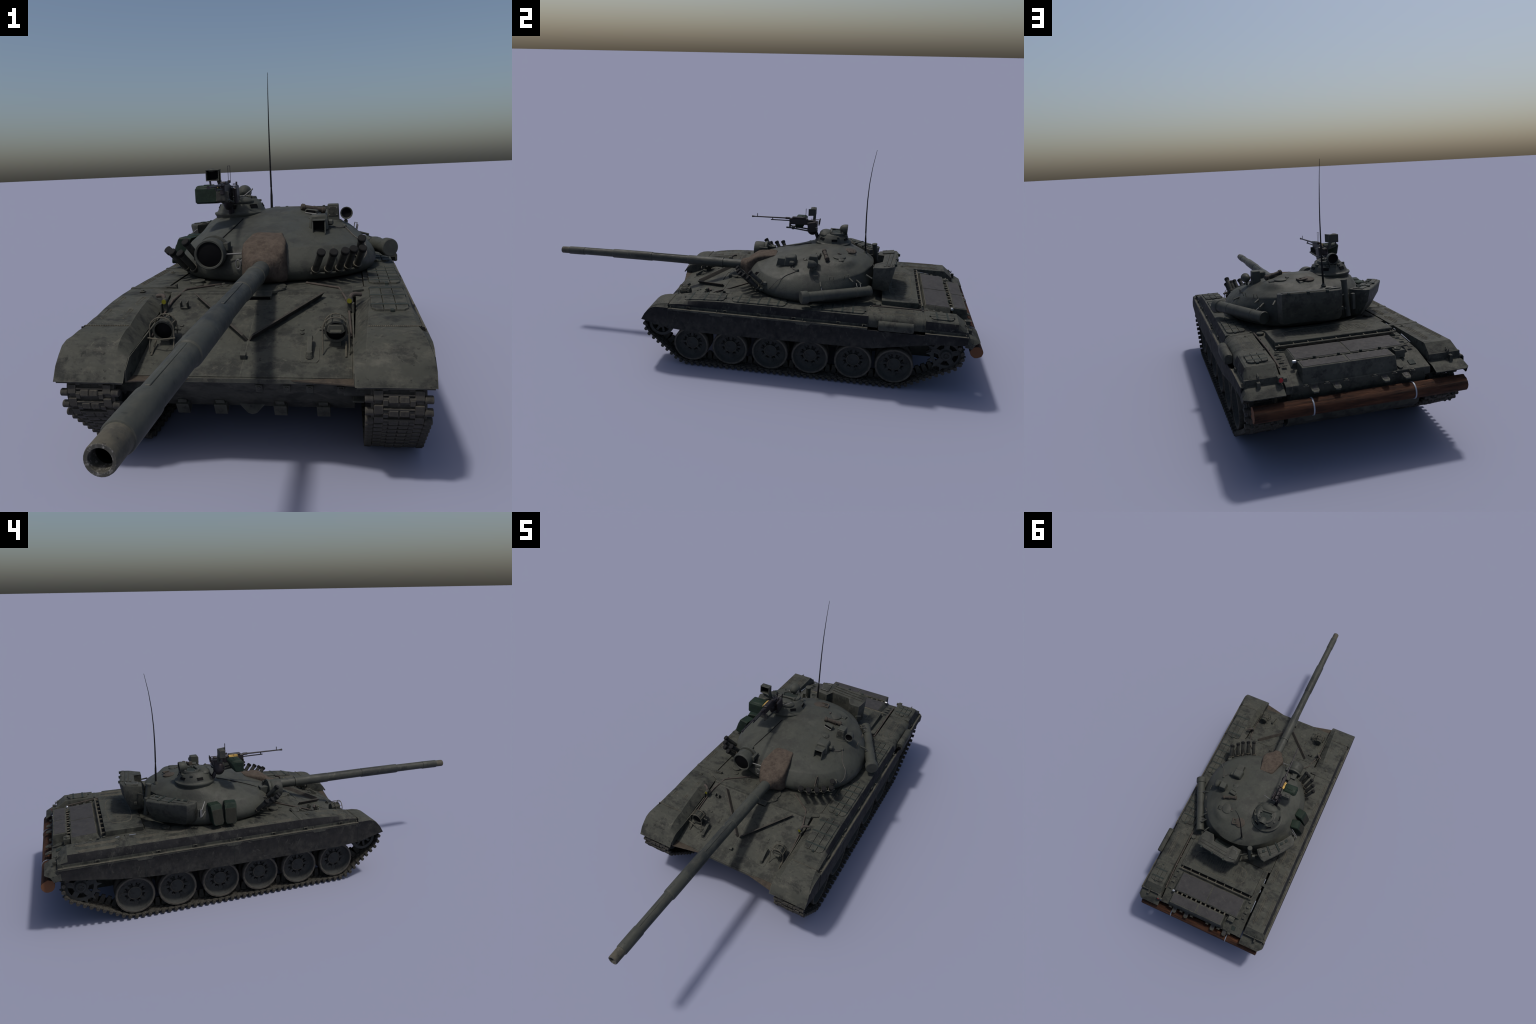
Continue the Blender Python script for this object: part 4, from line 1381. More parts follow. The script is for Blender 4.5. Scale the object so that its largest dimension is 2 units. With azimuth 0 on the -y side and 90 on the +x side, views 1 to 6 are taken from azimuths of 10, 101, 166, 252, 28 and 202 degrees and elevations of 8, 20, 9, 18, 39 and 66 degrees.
# gunner's hatch
g = Part().mat(M_TURR)
hc = Vector((0.0945, 0.391, roof_z(0.0945, 0.391) - 0.002))
g.lathe([(0.0285, 0), (0.0285, 0.0045), (0.025, 0.0068), (0.0, 0.0080)], hc, (-0.0, 0, 1), 28)
g.box((0.0665, 0.395, hc.z + 0.007), (0.012, 0.006, 0.007))
g.hexa([(0.121, 0.388, 0.455), (0.143, 0.388, 0.452), (0.143, 0.416, 0.452), (0.121, 0.416, 0.455), (0.123, 0.390, 0.473), (0.140, 0.390, 0.469), (0.140, 0.414, 0.469), (0.123, 0.414, 0.473)], 0.002)
g.mat(M_GLASS_SHADE)
g.box((0.1428, 0.402, 0.4635), (0.003, 0.020, 0.007), None, 0)
g.mat(M_PIPE)
g.box((0.070, 0.388, hc.z + 0.010), (0.004, 0.014, 0.004))
g.done('gunner_hatch', turret)
# ventilation cap
g = Part().mat(M_TOOL)
vc = Vector((-0.003, 0.4365, roof_z(-0.003, 0.4365) - 0.002))
g.lathe([(0.026, 0), (0.026, 0.005), (0.021, 0.0075), (0, 0.0085)], vc, (0, 0.12, 1), 22)
fl = vc + Vector((0.033, 0.005, 0.002))
g.box(fl + Vector((0.006, 0, 0.003)), (0.006, 0.030, 0.007), (0, 0.1, 0.2))
for dy in (-0.013, 0.013):
    g.box(fl + Vector((-0.012, dy, 0.004)), (0.034, 0.005, 0.006), (0, 0.06, 0.2))
g.done('vent_cap', turret)
# round boss
g = Part().mat(M_TURR)
bc = on_roof(0.113, 0.248, -0.002)
g.lathe([(0.0155, 0), (0.0155, 0.004), (0.011, 0.0058), (0, 0.0065)], bc, (0.15, -0.1, 1), 20)
for k in range(5):
    aa = 2 * pi * k / 5
    g.ball(bc + Vector((0.0115 * cos(aa), 0.0115 * sin(aa), 0.0045)), 0.0025, 8)
g.done('sight_boss', turret)

# lifting rungs and strap brackets on the left side
g = Part().mat(M_TAN)
for x, y, z in ((0.2405, 0.304, 0.4285), (0.2370, 0.371, 0.4290), (0.2060, 0.432, 0.4305)):
    out = (Vector((x, y)) - TC).normalized()
    tg = Vector((-out.y, out.x)) * 0.0088
    o = Vector((out.x, out.y, 0)) * 0.006
    base = Vector((x, y, z))
    A = base + Vector((tg.x, tg.y, 0)); B = base - Vector((tg.x, tg.y, 0))
    dn = Vector((0, 0, -0.016))
    g.tube([A + dn - o * 0.4, A + o * 0.2, B + o * 0.2, B + dn - o * 0.4], 0.0013, 6)
g.done('grab_rung', turret)
g = Part().mat(M_TURR)
for x, y, z, l in ((0.262, 0.328, 0.399, 0.02), (0.196, 0.486, 0.398, 0.02), (0.2055, 0.452, 0.409, 0.012), (0.158, 0.528, 0.412, 0.02)):
    out = (Vector((x, y)) - TC).normalized()
    ax = Vector((out.x, out.y, 0))
    p0 = Vector((x, y, z))
    g.cyl(p0 - ax * 0.016 + Vector((0, 0, 0.004)), p0 + ax * 0.014 - Vector((0, 0, 0.004)), 0.0038, 0.003, 8)
g.mat(M_STEEL)
for x, y in ((0.270, 0.332), (0.205, 0.492)):
    g.tube([(x - 0.008, y - 0.003, 0.398), (x + 0.012, y + 0.003, 0.386), (x + 0.020, y + 0.006, 0.372)], 0.0016, 6)
g.done('strap_hook', turret)

# deep-wading tube carried along the left side
g = Part().mat(M_TURR)
A, B = W(0.3336, 0.2575, 0.3630), W(0.1945, 0.5390, 0.3635)
d = (B - A).normalized()
L = (B - A).length
g.lathe([(0.0235, 0), (0.0262, 0.002), (0.0268, 0.006), (0.0268, 0.026), (0.0255, 0.030), (0.0215, 0.033), (0.0212, L - 0.014), (0.0232, L - 0.012), (0.0240, L - 0.004), (0.0220, L)], A, d, 26)
for t in (0.30, 0.78):
    g.lathe([(0.0214, -0.004), (0.0226, -0.003), (0.0226, 0.003), (0.0214, 0.004)], A + d * (L * t), d, 26, False, False)
g.mat(M_STEEL)
g.tube([B - d * 0.05 + Vector((-0.004, -0.012, 0.019)), B - d * 0.045 + Vector((-0.02, -0.022, 0.030))], 0.0015, 6)
g.done('wading_tube', turret)

# smoke launchers
def launcher(base, top, r=0.0089):
    p = Part().mat(M_LAUNCH)
    base, top = Vector(base), Vector(top)
    d = (top - base).normalized()
    L = (top - base).length
    p.lathe([(r * 0.9, -0.006), (r, -0.004), (r, L - 0.010)], base, d, 18, True, False)
    p.lathe([(r, L - 0.010), (r * 1.18, L - 0.009)], base, d, 18, False, False)
    p.mat(M_BLACK)
    p.lathe([(r * 1.18, L - 0.009), (r * 1.20, L - 0.008), (r * 1.20, L), (r * 0.98, L + 0.0015), (0, L + 0.002)], base, d, 18, False, True)
    p.mat(M_TAN)
    p.lathe([(r, 0.004), (r + 0.0022, 0.004), (r + 0.0022, 0.007), (r, 0.007)], base, d, 18, False, False)
    p.done('smoke_launcher', turret)
LB = [((0.130, -0.0069, 0.3452), (0.1509, -0.0597, 0.4008)), ((0.1621, 0.0022, 0.3444), (0.1808, -0.0489, 0.3989)), ((0.1892, 0.02, 0.3437), (0.2086, -0.0337, 0.3998)),
      ((0.2111, 0.0379, 0.3456), (0.2287, -0.0117, 0.4009)), ((0.2352, 0.0568, 0.3475), (0.2515, 0.0128, 0.3992)), ((0.2385, 0.075, 0.3720), (0.2493, 0.0207, 0.4231))]
for b, t in LB:
    launcher(W(*b), W(*t))
# the right-hand bank mirrors them around the turret, closer to its side
RT = [(-0.2102, 0.0011, 0.4258), (-0.2261, -0.0009, 0.3966), (-0.2530, 0.0163, 0.3978), (-0.2709, 0.0449, 0.3968), (-0.2860, 0.0756, 0.3969)]
RD = [(0.022, 0.047, -0.053), (0.026, 0.045, -0.053), (0.030, 0.043, -0.053), (0.033, 0.040, -0.053), (0.038, 0.034, -0.053)]
for t, d in zip(RT, RD):
    launcher(W(t[0] + d[0], t[1] + d[1], t[2] + d[2]), W(*t))
g = Part().mat(M_TURR)
pl = [W(*b) for b, t in LB[:5]]
g.tube([pl[0] + Vector((-0.012, 0.004, -0.008))] + [p + Vector((0, 0.006, -0.009)) for p in pl] + [pl[-1] + Vector((0.012, 0.012, -0.004))], 0.0030, 6)
for p in pl:
    g.box(p + Vector((0, 0.014, -0.004)), (0.016, 0.020, 0.008))
pr = [W(t[0] + d[0], t[1] + d[1], t[2] + d[2]) for t, d in zip(RT[1:], RD[1:])]
g.tube([pr[0] + Vector((0.012, 0.004, -0.006))] + [p + Vector((0.003, 0.006, -0.008)) for p in pr] + [pr[-1] + Vector((0, 0.016, -0.004))], 0.0030, 6)
for p in pr:
    g.box(p + Vector((0.008, 0.012, -0.003)), (0.018, 0.018, 0.008))
# brackets of the two upper tubes
g.box(W(0.236, 0.085, 0.372), (0.018, 0.02, 0.012))
g.box(W(-0.190, 0.052, 0.376), (0.018, 0.03, 0.014))
g.done('launcher_bracket', turret)
g = Part().mat(M_TOOL)
f0, f1, f2 = W(0.1756, 0.0382, 0.3985), W(0.1800, 0.012, 0.372), W(0.1800, 0.030, 0.375)
tx = Vector((0.0012, 0, 0))
g.hexa([f1 - tx, f1 + tx, f2 + tx, f2 - tx, f0 - tx + Vector((0, -0.003, 0)), f0 + tx + Vector((0, -0.003, 0)), f0 + tx + Vector((0, 0.012, 0)), f0 - tx + Vector((0, 0.012, 0))])
g.done('deflector_fin', turret)

# searchlight on the right of the gun
g = Part().mat(M_TURR)
sc = Vector((-0.1382, -0.0365, 0.3945))
g.lathe([(0.0318, 0.006), (0.0335, 0.0005), (0.0375, 0.0), (0.0395, 0.003), (0.0405, 0.012), (0.0400, 0.040), (0.0370, 0.050), (0.034, 0.054), (0.034, 0.062), (0.030, 0.064), (0.0, 0.066)], sc, (0, 1, 0), 32, False, True)
g.lathe([(0.036, 0.053), (0.0435, 0.054), (0.0445, 0.058), (0.0435, 0.063), (0.036, 0.064)], sc, (0, 1, 0), 32, False, False)
g.box((-0.100, 0.012, 0.4105), (0.012, 0.040, 0.020))
g.box((-0.150, 0.040, 0.400), (0.030, 0.050, 0.030))
g.box((-0.120, 0.035, 0.385), (0.040, 0.050, 0.020))
g.mat(M_GLASS_SHADE)
g.lathe([(0.0325, 0.005), (0.020, 0.0025), (0.0, 0.0015)], sc, (0, 1, 0), 32, False, True)
g.done('searchlight', turret)
g = Part().mat(M_STEEL)
g.cyl((-0.100, -0.012, 0.392), (-0.058, -0.010, 0.393), 0.0022, seg=8)
lp = [(-0.0672 + 0.0062 * cos(a), -0.019, 0.3665 + 0.0125 * sin(a)) for a in [2 * pi * k / 18 for k in range(19)]]
g.tube(lp, 0.0016, 6)
g.tube([(-0.062, -0.018, 0.372), (-0.052, -0.016, 0.382), (-0.048, -0.010, 0.392)], 0.002, 6)
g.box((-0.054, -0.010, 0.368), (0.012, 0.01, 0.008))
g.done('shackle', turret)
g = Part().mat(M_BLACK)
cp = [(-0.0975, 0.2461), (-0.108, 0.195), (-0.122, 0.135), (-0.136, 0.085), (-0.142, 0.062)]
g.tube([on_roof(x, y, 0.0012) for x, y in cp] + [Vector((-0.140, 0.030, 0.426))], 0.0016, 6, 5)
g.done('searchlight_cable', turret)

# stowage bins on the turret's rear
def bin_mesh(top, zt, zb, outer):
    """outline lofted downwards; the outer side leans in towards the turret, with a rounded upper rim"""
    p = Part().mat(M_BIN)
    P = [Vector(q) for q in top]
    c = sum(P, Vector((0, 0))) / len(P)
    lv = []
    for f, k, ins in ((0, 0, 0.005), (0.015, 0, 0.0015), (0.05, 0.0, 0.0), (0.45, 0.22, 0), (0.9, 0.85, 0.0), (1, 1.0, 0.008)):
        ring = []
        for i, q in enumerate(P):
            v = q + (Vector(outer[i]) * k if i in outer else Vector((0, 0)))
            dv = c - v
            v = v + dv.normalized() * ins if dv.length > 0.01 else v
            z0 = zt(q.y) if callable(zt) else zt
            ring.append((v.x, v.y, z0 + (zb - z0) * f))
        lv.append(ring)
    p.rings(list(reversed(lv)))
    return p
L1 = [(0.153, 0.630), (0.100, 0.640), (0.020, 0.650), (-0.030, 0.655), (-0.066, 0.645), (-0.072, 0.622), (-0.070, 0.566), (-0.022, 0.561), (-0.006, 0.588), (0.086, 0.580), (0.1035, 0.546), (0.149, 0.5435), (0.161, 0.594)]
def lid_z(y):
    return 0.4525 + max(0.0, min(0.0135, (y - 0.548) * 0.16))
p = bin_mesh(L1, lid_z, 0.350, {0: (-0.004, -0.022), 1: (0, -0.034), 2: (0, -0.034), 3: (0, -0.034), 4: (0, -0.028), 5: (0, -0.010)})
for dy, w in ((-0.010, 0.010), (-0.026, 0.012), (-0.042, 0.012)):
    a = Vector((0.145, 0.6325 + dy, lid_z(0.6325 + dy) - 0.0003)); b = Vector((-0.010, 0.650 + dy, lid_z(0.650 + dy) - 0.0003))
    n = Vector((0, w / 2, 0)); u = Vector((0, 0, 0.0028))
    p.hexa([a - n, b - n, b + n, a + n, a - n + u, b - n + u, b + n + u, a + n + u], 0.001)
p.box((-0.045, 0.607, 0.4635), (0.040, 0.052, 0.004), (0.13, 0, 0.05), 0.001)
p.mat(M_STRAP)
for x, y in ((0.128, 0.6355), (0.060, 0.6435), (-0.008, 0.652)):
    p.box((x, y, 0.464), (0.009, 0.012, 0.011))
p.mat(M_STEEL)
p.tube([(-0.030, 0.580, 0.463), (-0.055, 0.583, 0.463), (-0.060, 0.60, 0.466)], 0.0010, 6)
p.tube([(-0.030, 0.630, 0.4695), (-0.050, 0.632, 0.4695)], 0.0010, 6)
p.mat(M_BIN)
p.box((-0.079, 0.600, 0.385), (0.008, 0.012, 0.012))
p.cyl((-0.072, 0.585, 0.425), (-0.100, 0.565, 0.425), 0.003, seg=8)
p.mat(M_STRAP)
p.box((0.030, 0.570, 0.362), (0.13, 0.06, 0.03))  # added dark filler block closing the gap between bin and turret
p.done('stowage_bin', turret, 40)

R1 = [(-0.140, 0.522), (-0.178, 0.492), (-0.218, 0.456), (-0.250, 0.415), (-0.277, 0.375), (-0.302, 0.392), (-0.311, 0.425), (-0.285, 0.466), (-0.245, 0.520), (-0.203, 0.570), (-0.186, 0.566), (-0.158, 0.548)]
p = bin_mesh(R1, 0.4345, 0.332, {4: (0.02, 0.0), 5: (0.040, 0.0), 6: (0.046, -0.004), 7: (0.044, -0.018), 8: (0.038, -0.028), 9: (0.030, -0.030), 10: (0.022, -0.026), 11: (0.01, -0.012)})
def along(t, off):
    a, b, c = Vector((-0.163, 0.543)), Vector((-0.235, 0.482)), Vector((-0.290, 0.400))
    q = (1 - t) ** 2 * a + 2 * t * (1 - t) * b + t * t * c
    dq = (2 * (1 - t) * (b - a) + 2 * t * (c - b)).normalized()
    return q + Vector((-dq.y, dq.x)) * off, dq
for t0, t1 in ((0.02, 0.26), (0.32, 0.52), (0.58, 0.94)):
    for off in (-0.011, 0.011):
        (a, da), (b, db) = along(t0, off), along(t1, off)
        na = Vector((-da.y, da.x)) * 0.0095; nb = Vector((-db.y, db.x)) * 0.0095
        p.hexa([(*(a - na), 0.434), (*(b - nb), 0.434), (*(b + nb), 0.434), (*(a + na), 0.434), (*(a - na), 0.4375), (*(b - nb), 0.4375), (*(b + nb), 0.4375), (*(a + na), 0.4375)], 0.001)
p.mat(M_STRAP)
for t in (0.29, 0.55):
    a, da = along(t, 0)
    p.box((a.x, a.y, 0.4365), (0.008, 0.056, 0.006), (0, 0, math.atan2(da.y, da.x)))
for t in (0.15, 0.70, 0.85):
    a, da = along(t, 0.008)
    p.box((a.x, a.y, 0.4385), (0.016, 0.014, 0.004), (0, 0, math.atan2(da.y, da.x)))
p.mat(M_BIN)
p.box((-0.195, 0.44, 0.350), (0.06, 0.08, 0.03), (0, 0, 0.7))
p.done('stowage_bin', turret, 40)
g = Part().mat(M_BIN)
g.box((-0.296, 0.372, 0.388), (0.006, 0.016, 0.036), (0, 0, 0.4))
g.mat(M_STEEL)
g.box((-0.302, 0.366, 0.388), (0.003, 0.012, 0.034), (0, 0, 0.5))
for dz in (0.014, -0.014):
    g.tube([(-0.301, 0.362, 0.388 + dz), (-0.268, 0.342, 0.402 + dz * 1.5)], 0.0022, 6)
g.done('bin_bracket', turret)

# vertical snorkel stub
g = Part().mat(M_TURR)
g.cyl(W(-0.1194, 0.5622, 0.3407), W(-0.1151, 0.5411, 0.477), 0.0112, 0.0112, 18, 0.001)
a, b = W(-0.1194, 0.5622, 0.3407), W(-0.1151, 0.5411, 0.477)
dd = (b - a).normalized()
g.lathe([(0.0112, -0.004), (0.0128, -0.004), (0.0128, 0.001), (0.0112, 0.001)], b - dd * 0.002, dd, 18, False, True)
g.box(W(-0.142, 0.560, 0.395), (0.014, 0.012, 0.060), (0, 0, 0.4))
g.cyl(W(-0.130, 0.553, 0.420), W(-0.106, 0.520, 0.420), 0.003, seg=8)
g.cyl(W(-0.105, 0.566, 0.372), W(-0.128, 0.556, 0.372), 0.003, seg=8)
g.done('snorkel_stub', turret)

# ammunition boxes hung on the right side
def ammo_case(cx, cy, yaw):
    p = Part().mat(M_BOXGREEN)
    R = Matrix.Rotation(yaw, 3, 'Z')
    prof = [(-0.023, -0.030), (-0.016, -0.040), (0.019, -0.040), (0.025, -0.031), (0.025, 0.036), (0.021, 0.040), (-0.021, 0.040), (-0.025, 0.036)]
    rr = []
    for x, k in ((0.022, 0.96), (0.019, 1), (-0.017, 1), (-0.020, 0.93)):
        ring = []
        for y, z in prof:
            lean = -0.030 * (0.040 - z) / 0.080
            ring.append(Vector((cx, cy, 0.3715)) + R @ Vector((x + lean, y * k, z * k)))
        rr.append(ring)
    p.rings(rr)
    p.mat(M_BOXFACE)
    ring = []
    for d in (0.0, -0.0012):
        rg = []
        for y, z in prof:
            k = 0.93 if d == 0 else 0.90
            y, z = y * k, (z * k if z < 0.02 else z * k - 0.016)
            rg.append(Vector((cx, cy, 0.3715)) + R @ Vector((-0.0200 + d - 0.030 * (0.040 - z) / 0.080, y, z)))
        ring.append(rg)
    p.rings(ring)
    p.done('ammunition_case', turret, 30)
ammo_case(-0.2720, 0.2370, -0.16)
ammo_case(-0.2700, 0.3030, 0.16)

# antenna
g = Part().mat(M_BLACK)
ab = W(-0.0478, 0.5020, 0.456)
tip = W(-0.0468, 0.5173, 0.9253)
g.cyl(ab, W(-0.0464, 0.4985, 0.520), 0.0044, 0.0040, 10)
g.cyl(W(-0.0464, 0.4985, 0.518), W(-0.0463, 0.4975, 0.546), 0.0038, 0.0024, 10)
def bow(t):
    # the whip leans forward first, then bends back towards its tip
    ks = [(0.0, 0.4972), (0.19, 0.4946), (0.40, 0.4940), (0.60, 0.4970), (0.80, 0.5050), (1.0, 0.5182)]
    for (a, ya), (b, yb) in zip(ks[:-1], ks[1:]):
        if t <= b + 1e-6:
            u = (t - a) / (b - a)
            u2 = u
            y = ya + (yb - ya) * u2
            break
    return W(-0.0463 - 0.0005 * t, y, 0.545 + (0.9253 - 0.545) * t)
g.tube([bow(k / 24) for k in range(25)], lambda t: 0.0024 * (1 - t) + 0.0008, 8)
g.mat(M_TURR)
g.ball(ab, 0.0068, 14)
g.lathe([(0.010, -0.004), (0.008, 0.0), (0.004, 0.002)], ab, (0, 0, 1), 14)
g.done('antenna', turret)

# ------------------------------------------------------------------ gun
gun = Part().mat(M_GUN)
gx, gz = 0.0, 0.3610
prof = [(-0.9620, 0.0150), (-0.9605, 0.0183), (-0.9585, 0.0190), (-0.8810, 0.0193), (-0.8790, 0.0190), (-0.8785, 0.0176), (-0.7270, 0.0186), (-0.7255, 0.0208), (-0.7220, 0.0217),
        (-0.5260, 0.0219), (-0.5220, 0.0214), (-0.5205, 0.0200), (-0.3380, 0.0206), (-0.3370, 0.0219), (-0.3350, 0.0224), (-0.1700, 0.0229), (-0.1690, 0.0247), (-0.1635, 0.0247), (-0.1630, 0.0216), (-0.02, 0.0222)]
gun.lathe([(r, y) for y, r in prof], (gx, 0, gz), (0, 1, 0), 28, False, True)
gun.mat(M_MUZZLE)
gun.lathe([(0.0158, 0.0004), (0.0163, 0.0025), (0.0166, 0.0390)], (gx, -1, gz), (0, 1, 0), 28, False, False)
gun.mat(M_GLASS_SHADE)
gun.lathe([(0.0100, 0.18), (0.0110, 0.015)], (gx, -1, gz), (0, 1, 0), 28, True, False)
gun.mat(M_RIM)
gun.lathe([(0.0110, 0.015), (0.0113, 0.0006), (0.0118, -0.0002), (0.0152, -0.0002), (0.0158, 0.0004)], (gx, -1, gz), (0, 1, 0), 28, False, False)
gun.mat(M_GUN)
# thermal sleeve seams on top of the tube
gun.box((gx, -0.805, gz + 0.0180), (0.006, 0.145, 0.0022))
gun.box((gx + 0.003, -0.43, gz + 0.0202), (0.006, 0.175, 0.0020))
for v in gun.bm.verts:      # the long tube is not dead straight
    if v.co.y < -0.2:
        v.co.z += max(-0.0014, 0.0018 * (1 - ((v.co.y + 0.60) / 0.30) ** 2)) if v.co.y < -0.62 else 0.0018 * max(0, 1 - ((v.co.y + 0.60) / 0.38) ** 2)
gun = gun.done('gun', root, 30)

cv = Part().mat(M_CANVAS)
secs = [(0.095, 0.036, 0.4310, 0.395), (0.086, 0.040, 0.4345, 0.385), (0.070, 0.045, 0.4340, 0.37), (0.045, 0.050, 0.4310, 0.345), (0.020, 0.0555, 0.4270, 0.326), (0.002, 0.0590, 0.4220, 0.3205), (-0.018, 0.0590, 0.4110, 0.3195),
        (-0.032, 0.0540, 0.3990, 0.3210), (-0.044, 0.044, 0.3920, 0.3250), (-0.056, 0.033, 0.3885, 0.3310), (-0.068, 0.0265, 0.3868, 0.3340), (-0.074, 0.0250, 0.3850, 0.3355), (-0.075, 0.0215, 0.381, 0.339)]
rs = []
for y, w, zt, zb in secs:
    ring = []
    n = 40
    e = 0.22 if y > -0.03 else 0.22 + 0.78 * min(1, (-0.03 - y) / 0.04)
    for k in range(n):
        a = 2 * pi * k / n
        c, s_ = cos(a), sin(a)
        X = w * (abs(c) ** e) * (1 if c >= 0 else -1)
        Z = (zt + zb) / 2 + (zt - zb) / 2 * (abs(s_) ** e) * (1 if s_ >= 0 else -1)
        X = X * (1 - 0.04 * (Z > (zt + zb) / 2) * ((Z - (zt + zb) / 2) / ((zt - zb) / 2)))
        v = Vector((X, y, Z))
        nn = noise.noise(v * 26) * 0.0042 + noise.noise(Vector((v.x * 40, v.y * 110, v.z * 60))) * 0.0020
        ring.append(v + Vector((nn * c, 0, nn * s_)))
    rs.append(ring)
cv.rings(rs)
cv.done('mantlet_cover', gun, 70)

# ------------------------------------------------------------------ commander's cupola
cup = Part().mat(M_TURR)
cc = Vector((-0.1200, 0.3470, 0.0))
cup.lathe([(0.080, 0.440), (0.0815, 0.466), (0.0845, 0.4695), (0.0860, 0.4730), (0.0850, 0.4765), (0.0785, 0.4785), (0.0755, 0.4815), (0.0735, 0.4860), (0.0680, 0.4965), (0.0610, 0.5060), (0.0545, 0.5110), (0.0525, 0.5140), (0.047, 0.5165), (0.0, 0.518)],
          cc, (0, 0, 1), 40)
cup = cup.done('cupola', root, 40)
g = Part()
for ang in (-14, 44, 98, 152, -148, -82):
    Rz = Matrix.Rotation(radians(ang), 3, 'Z')
    tilt = Matrix.Rotation(radians(-30), 3, 'X')
    g.mat(M_GLASS_SHADE)
    g.box(cc + Vector((0, 0, 0.4945)) + Rz @ Vector((0, -0.0688, 0)), (0.025, 0.0030, 0.0105), Rz @ tilt, 0)
    g.mat(M_TURR)
    g.box(cc + Vector((0, 0, 0.5005)) + Rz @ Vector((0, -0.0660, 0)), (0.028, 0.0045, 0.0016), Rz @ tilt, 0.0004)
g.done('vision_block', cup)
g = Part().mat(M_STRAP)
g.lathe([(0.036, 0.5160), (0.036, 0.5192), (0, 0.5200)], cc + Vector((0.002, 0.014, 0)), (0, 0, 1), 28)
g.mat(M_TURR)
# horseshoe rim, open to the front
arc = [cc + Vector((0.002 + 0.0400 * cos(t), 0.012 + 0.0375 * sin(t), 0.5185)) for t in [radians(-32 + 244 * k / 26) for k in range(27)]]
g.rings([[p + Vector((0, 0, 0)) + (p - cc - Vector((0.002, 0.012, 0.5185))).normalized() * du + Vector((0, 0, dz)) for du, dz in ((-0.0065, -0.003), (-0.0050, 0.0042), (0.0045, 0.0042), (0.0070, -0.003))] for p in arc])
# cowl in front of it
g.ball(cc + Vector((0.000, -0.036, 0.5095)), 0.032, 22, (1.45, 0.92, 0.50))
g.cyl(cc + Vector((-0.030, -0.013, 0.5240)), cc + Vector((0.030, -0.007, 0.5240)), 0.0046, seg=10, bev=0.001)
for x in (-0.031, 0.030):
    g.box(cc + Vector((x, -0.004, 0.5215)), (0.010, 0.020, 0.008))
g.box(cc + Vector((0.000, 0.049, 0.5150)), (0.030, 0.022, 0.015), (0.10, 0, 0), 0.002)
for k in range(4):
    a = radians(20 + k * 47)
    g.box(cc + Vector((0.056 * cos(a), 0.006 + 0.052 * sin(a), 0.5085)), (0.016, 0.012, 0.007), (0, 0, a), 0.001)
g.mat(M_GLASS_SHADE)
g.box(cc + Vector((0.000, 0.0605, 0.5150)), (0.022, 0.002, 0.008), (0.10, 0, 0), 0)
g.mat(M_STEEL)
g.box(cc + Vector((0.000, 0.0385, 0.5222)), (0.030, 0.002, 0.002), (0.10, 0, 0), 0)
g.box(cc + Vector((0.036, 0.010, 0.5230)), (0.0018, 0.018, 0.0014), (0, 0, 0.3), 0)
g.done('cupola_hatch', cup)
# lamp on the cupola, facing the rear
g = Part().mat(M_TURR)
lc = W(-0.1213, 0.4110, 0.5350)
ax = (0, -1, 0.05)
g.lathe([(0.0185, 0.004), (0.0200, 0.0), (0.0222, 0.0), (0.0228, 0.003), (0.0222, 0.013), (0.0205, 0.021), (0.0165, 0.029), (0.0100, 0.035), (0.0, 0.038)], lc, ax, 24, False, True)
g.box(lc + Vector((0, -0.018, -0.022)), (0.010, 0.016, 0.024))
g.box(lc + Vector((0, -0.012, -0.040)), (0.028, 0.024, 0.030))
g.mat(M_GLASS_SHADE)
g.lathe([(0.0190, 0.003), (0.010, 0.006), (0, 0.007)], lc, ax, 24, False, True)
g.mat(M_STEEL)
g.tube([lc + Vector((-0.022, -0.020, -0.010)), lc + Vector((0, -0.034, -0.013)), lc + Vector((0.022, -0.020, -0.010))], 0.0016, 6)
g.tube([lc + Vector((0.016, -0.026, -0.020)), lc + Vector((0.026, -0.034, 0.004)), lc + Vector((0.032, -0.036, 0.012))], 0.0018, 6)
g.done('cupola_lamp', cup)

# ------------------------------------------------------------------ anti-aircraft machine gun
mg = Part().mat(M_GUNMETAL)
mz, rf, rr_ = W(-0.1251, -0.0530, 0.5657), W(-0.1322, 0.1310, 0.5668), W(-0.1385, 0.2150, 0.5600)
d = (rf - mz).normalized()
mid = (rf + W(-0.1385, 0.2150, 0.5600)) / 2
yawm = math.atan2(-(rf - mz).x, (rf - mz).y)
RM = Matrix.Rotation(yawm, 3, 'Z')
def MG(x, y, z):
    """along the gun: y from the receiver front, x to the left"""
    return rf + RM @ Vector((x, y, z))
mg.box(MG(0, 0.044, -0.013), (0.014, 0.090, 0.030), RM, 0.002)
mg.box(MG(0, 0.040, 0.005), (0.016, 0.055, 0.008), RM, 0.002)
mg.box(MG(0.001, 0.098, -0.014), (0.012, 0.030, 0.022), RM, 0.002)
mg.cyl(MG(0, 0, 0), MG(0, -0.02, 0), 0.0056, seg=10)
mg = mg.done('machine_gun', root)
g = Part().mat(M_GUNMETAL)
g.cyl(rf, mz + d * 0.012, 0.0036, 0.0028, 10)
g.cyl(mz + d * 0.014, mz, 0.0030, 0.0046, 10)
g.cyl(MG(0, 0, -0.0115), W(-0.1273, 0.0397, 0.5550), 0.0026, seg=8)
g.box(MG(-0.0, -0.083, -0.006), (0.004, 0.004, 0.012))
g.box(W(-0.1261, -0.0262, 0.5740), (0.0022, 0.0035, 0.0165))
g.done('gun_barrel', mg)
g = Part().mat(M_GUNMETAL)
for dx in (-0.0032, 0.0032):
    g.box(W(-0.1275 + dx, 0.209, 0.5975), (0.0013, 0.0016, 0.046))
g.box(W(-0.1275, 0.209, 0.6200), (0.0076, 0.0016, 0.0016))
g.box(W(-0.1275, 0.205, 0.5745), (0.008, 0.010, 0.008))
g.done('rear_sight', mg)
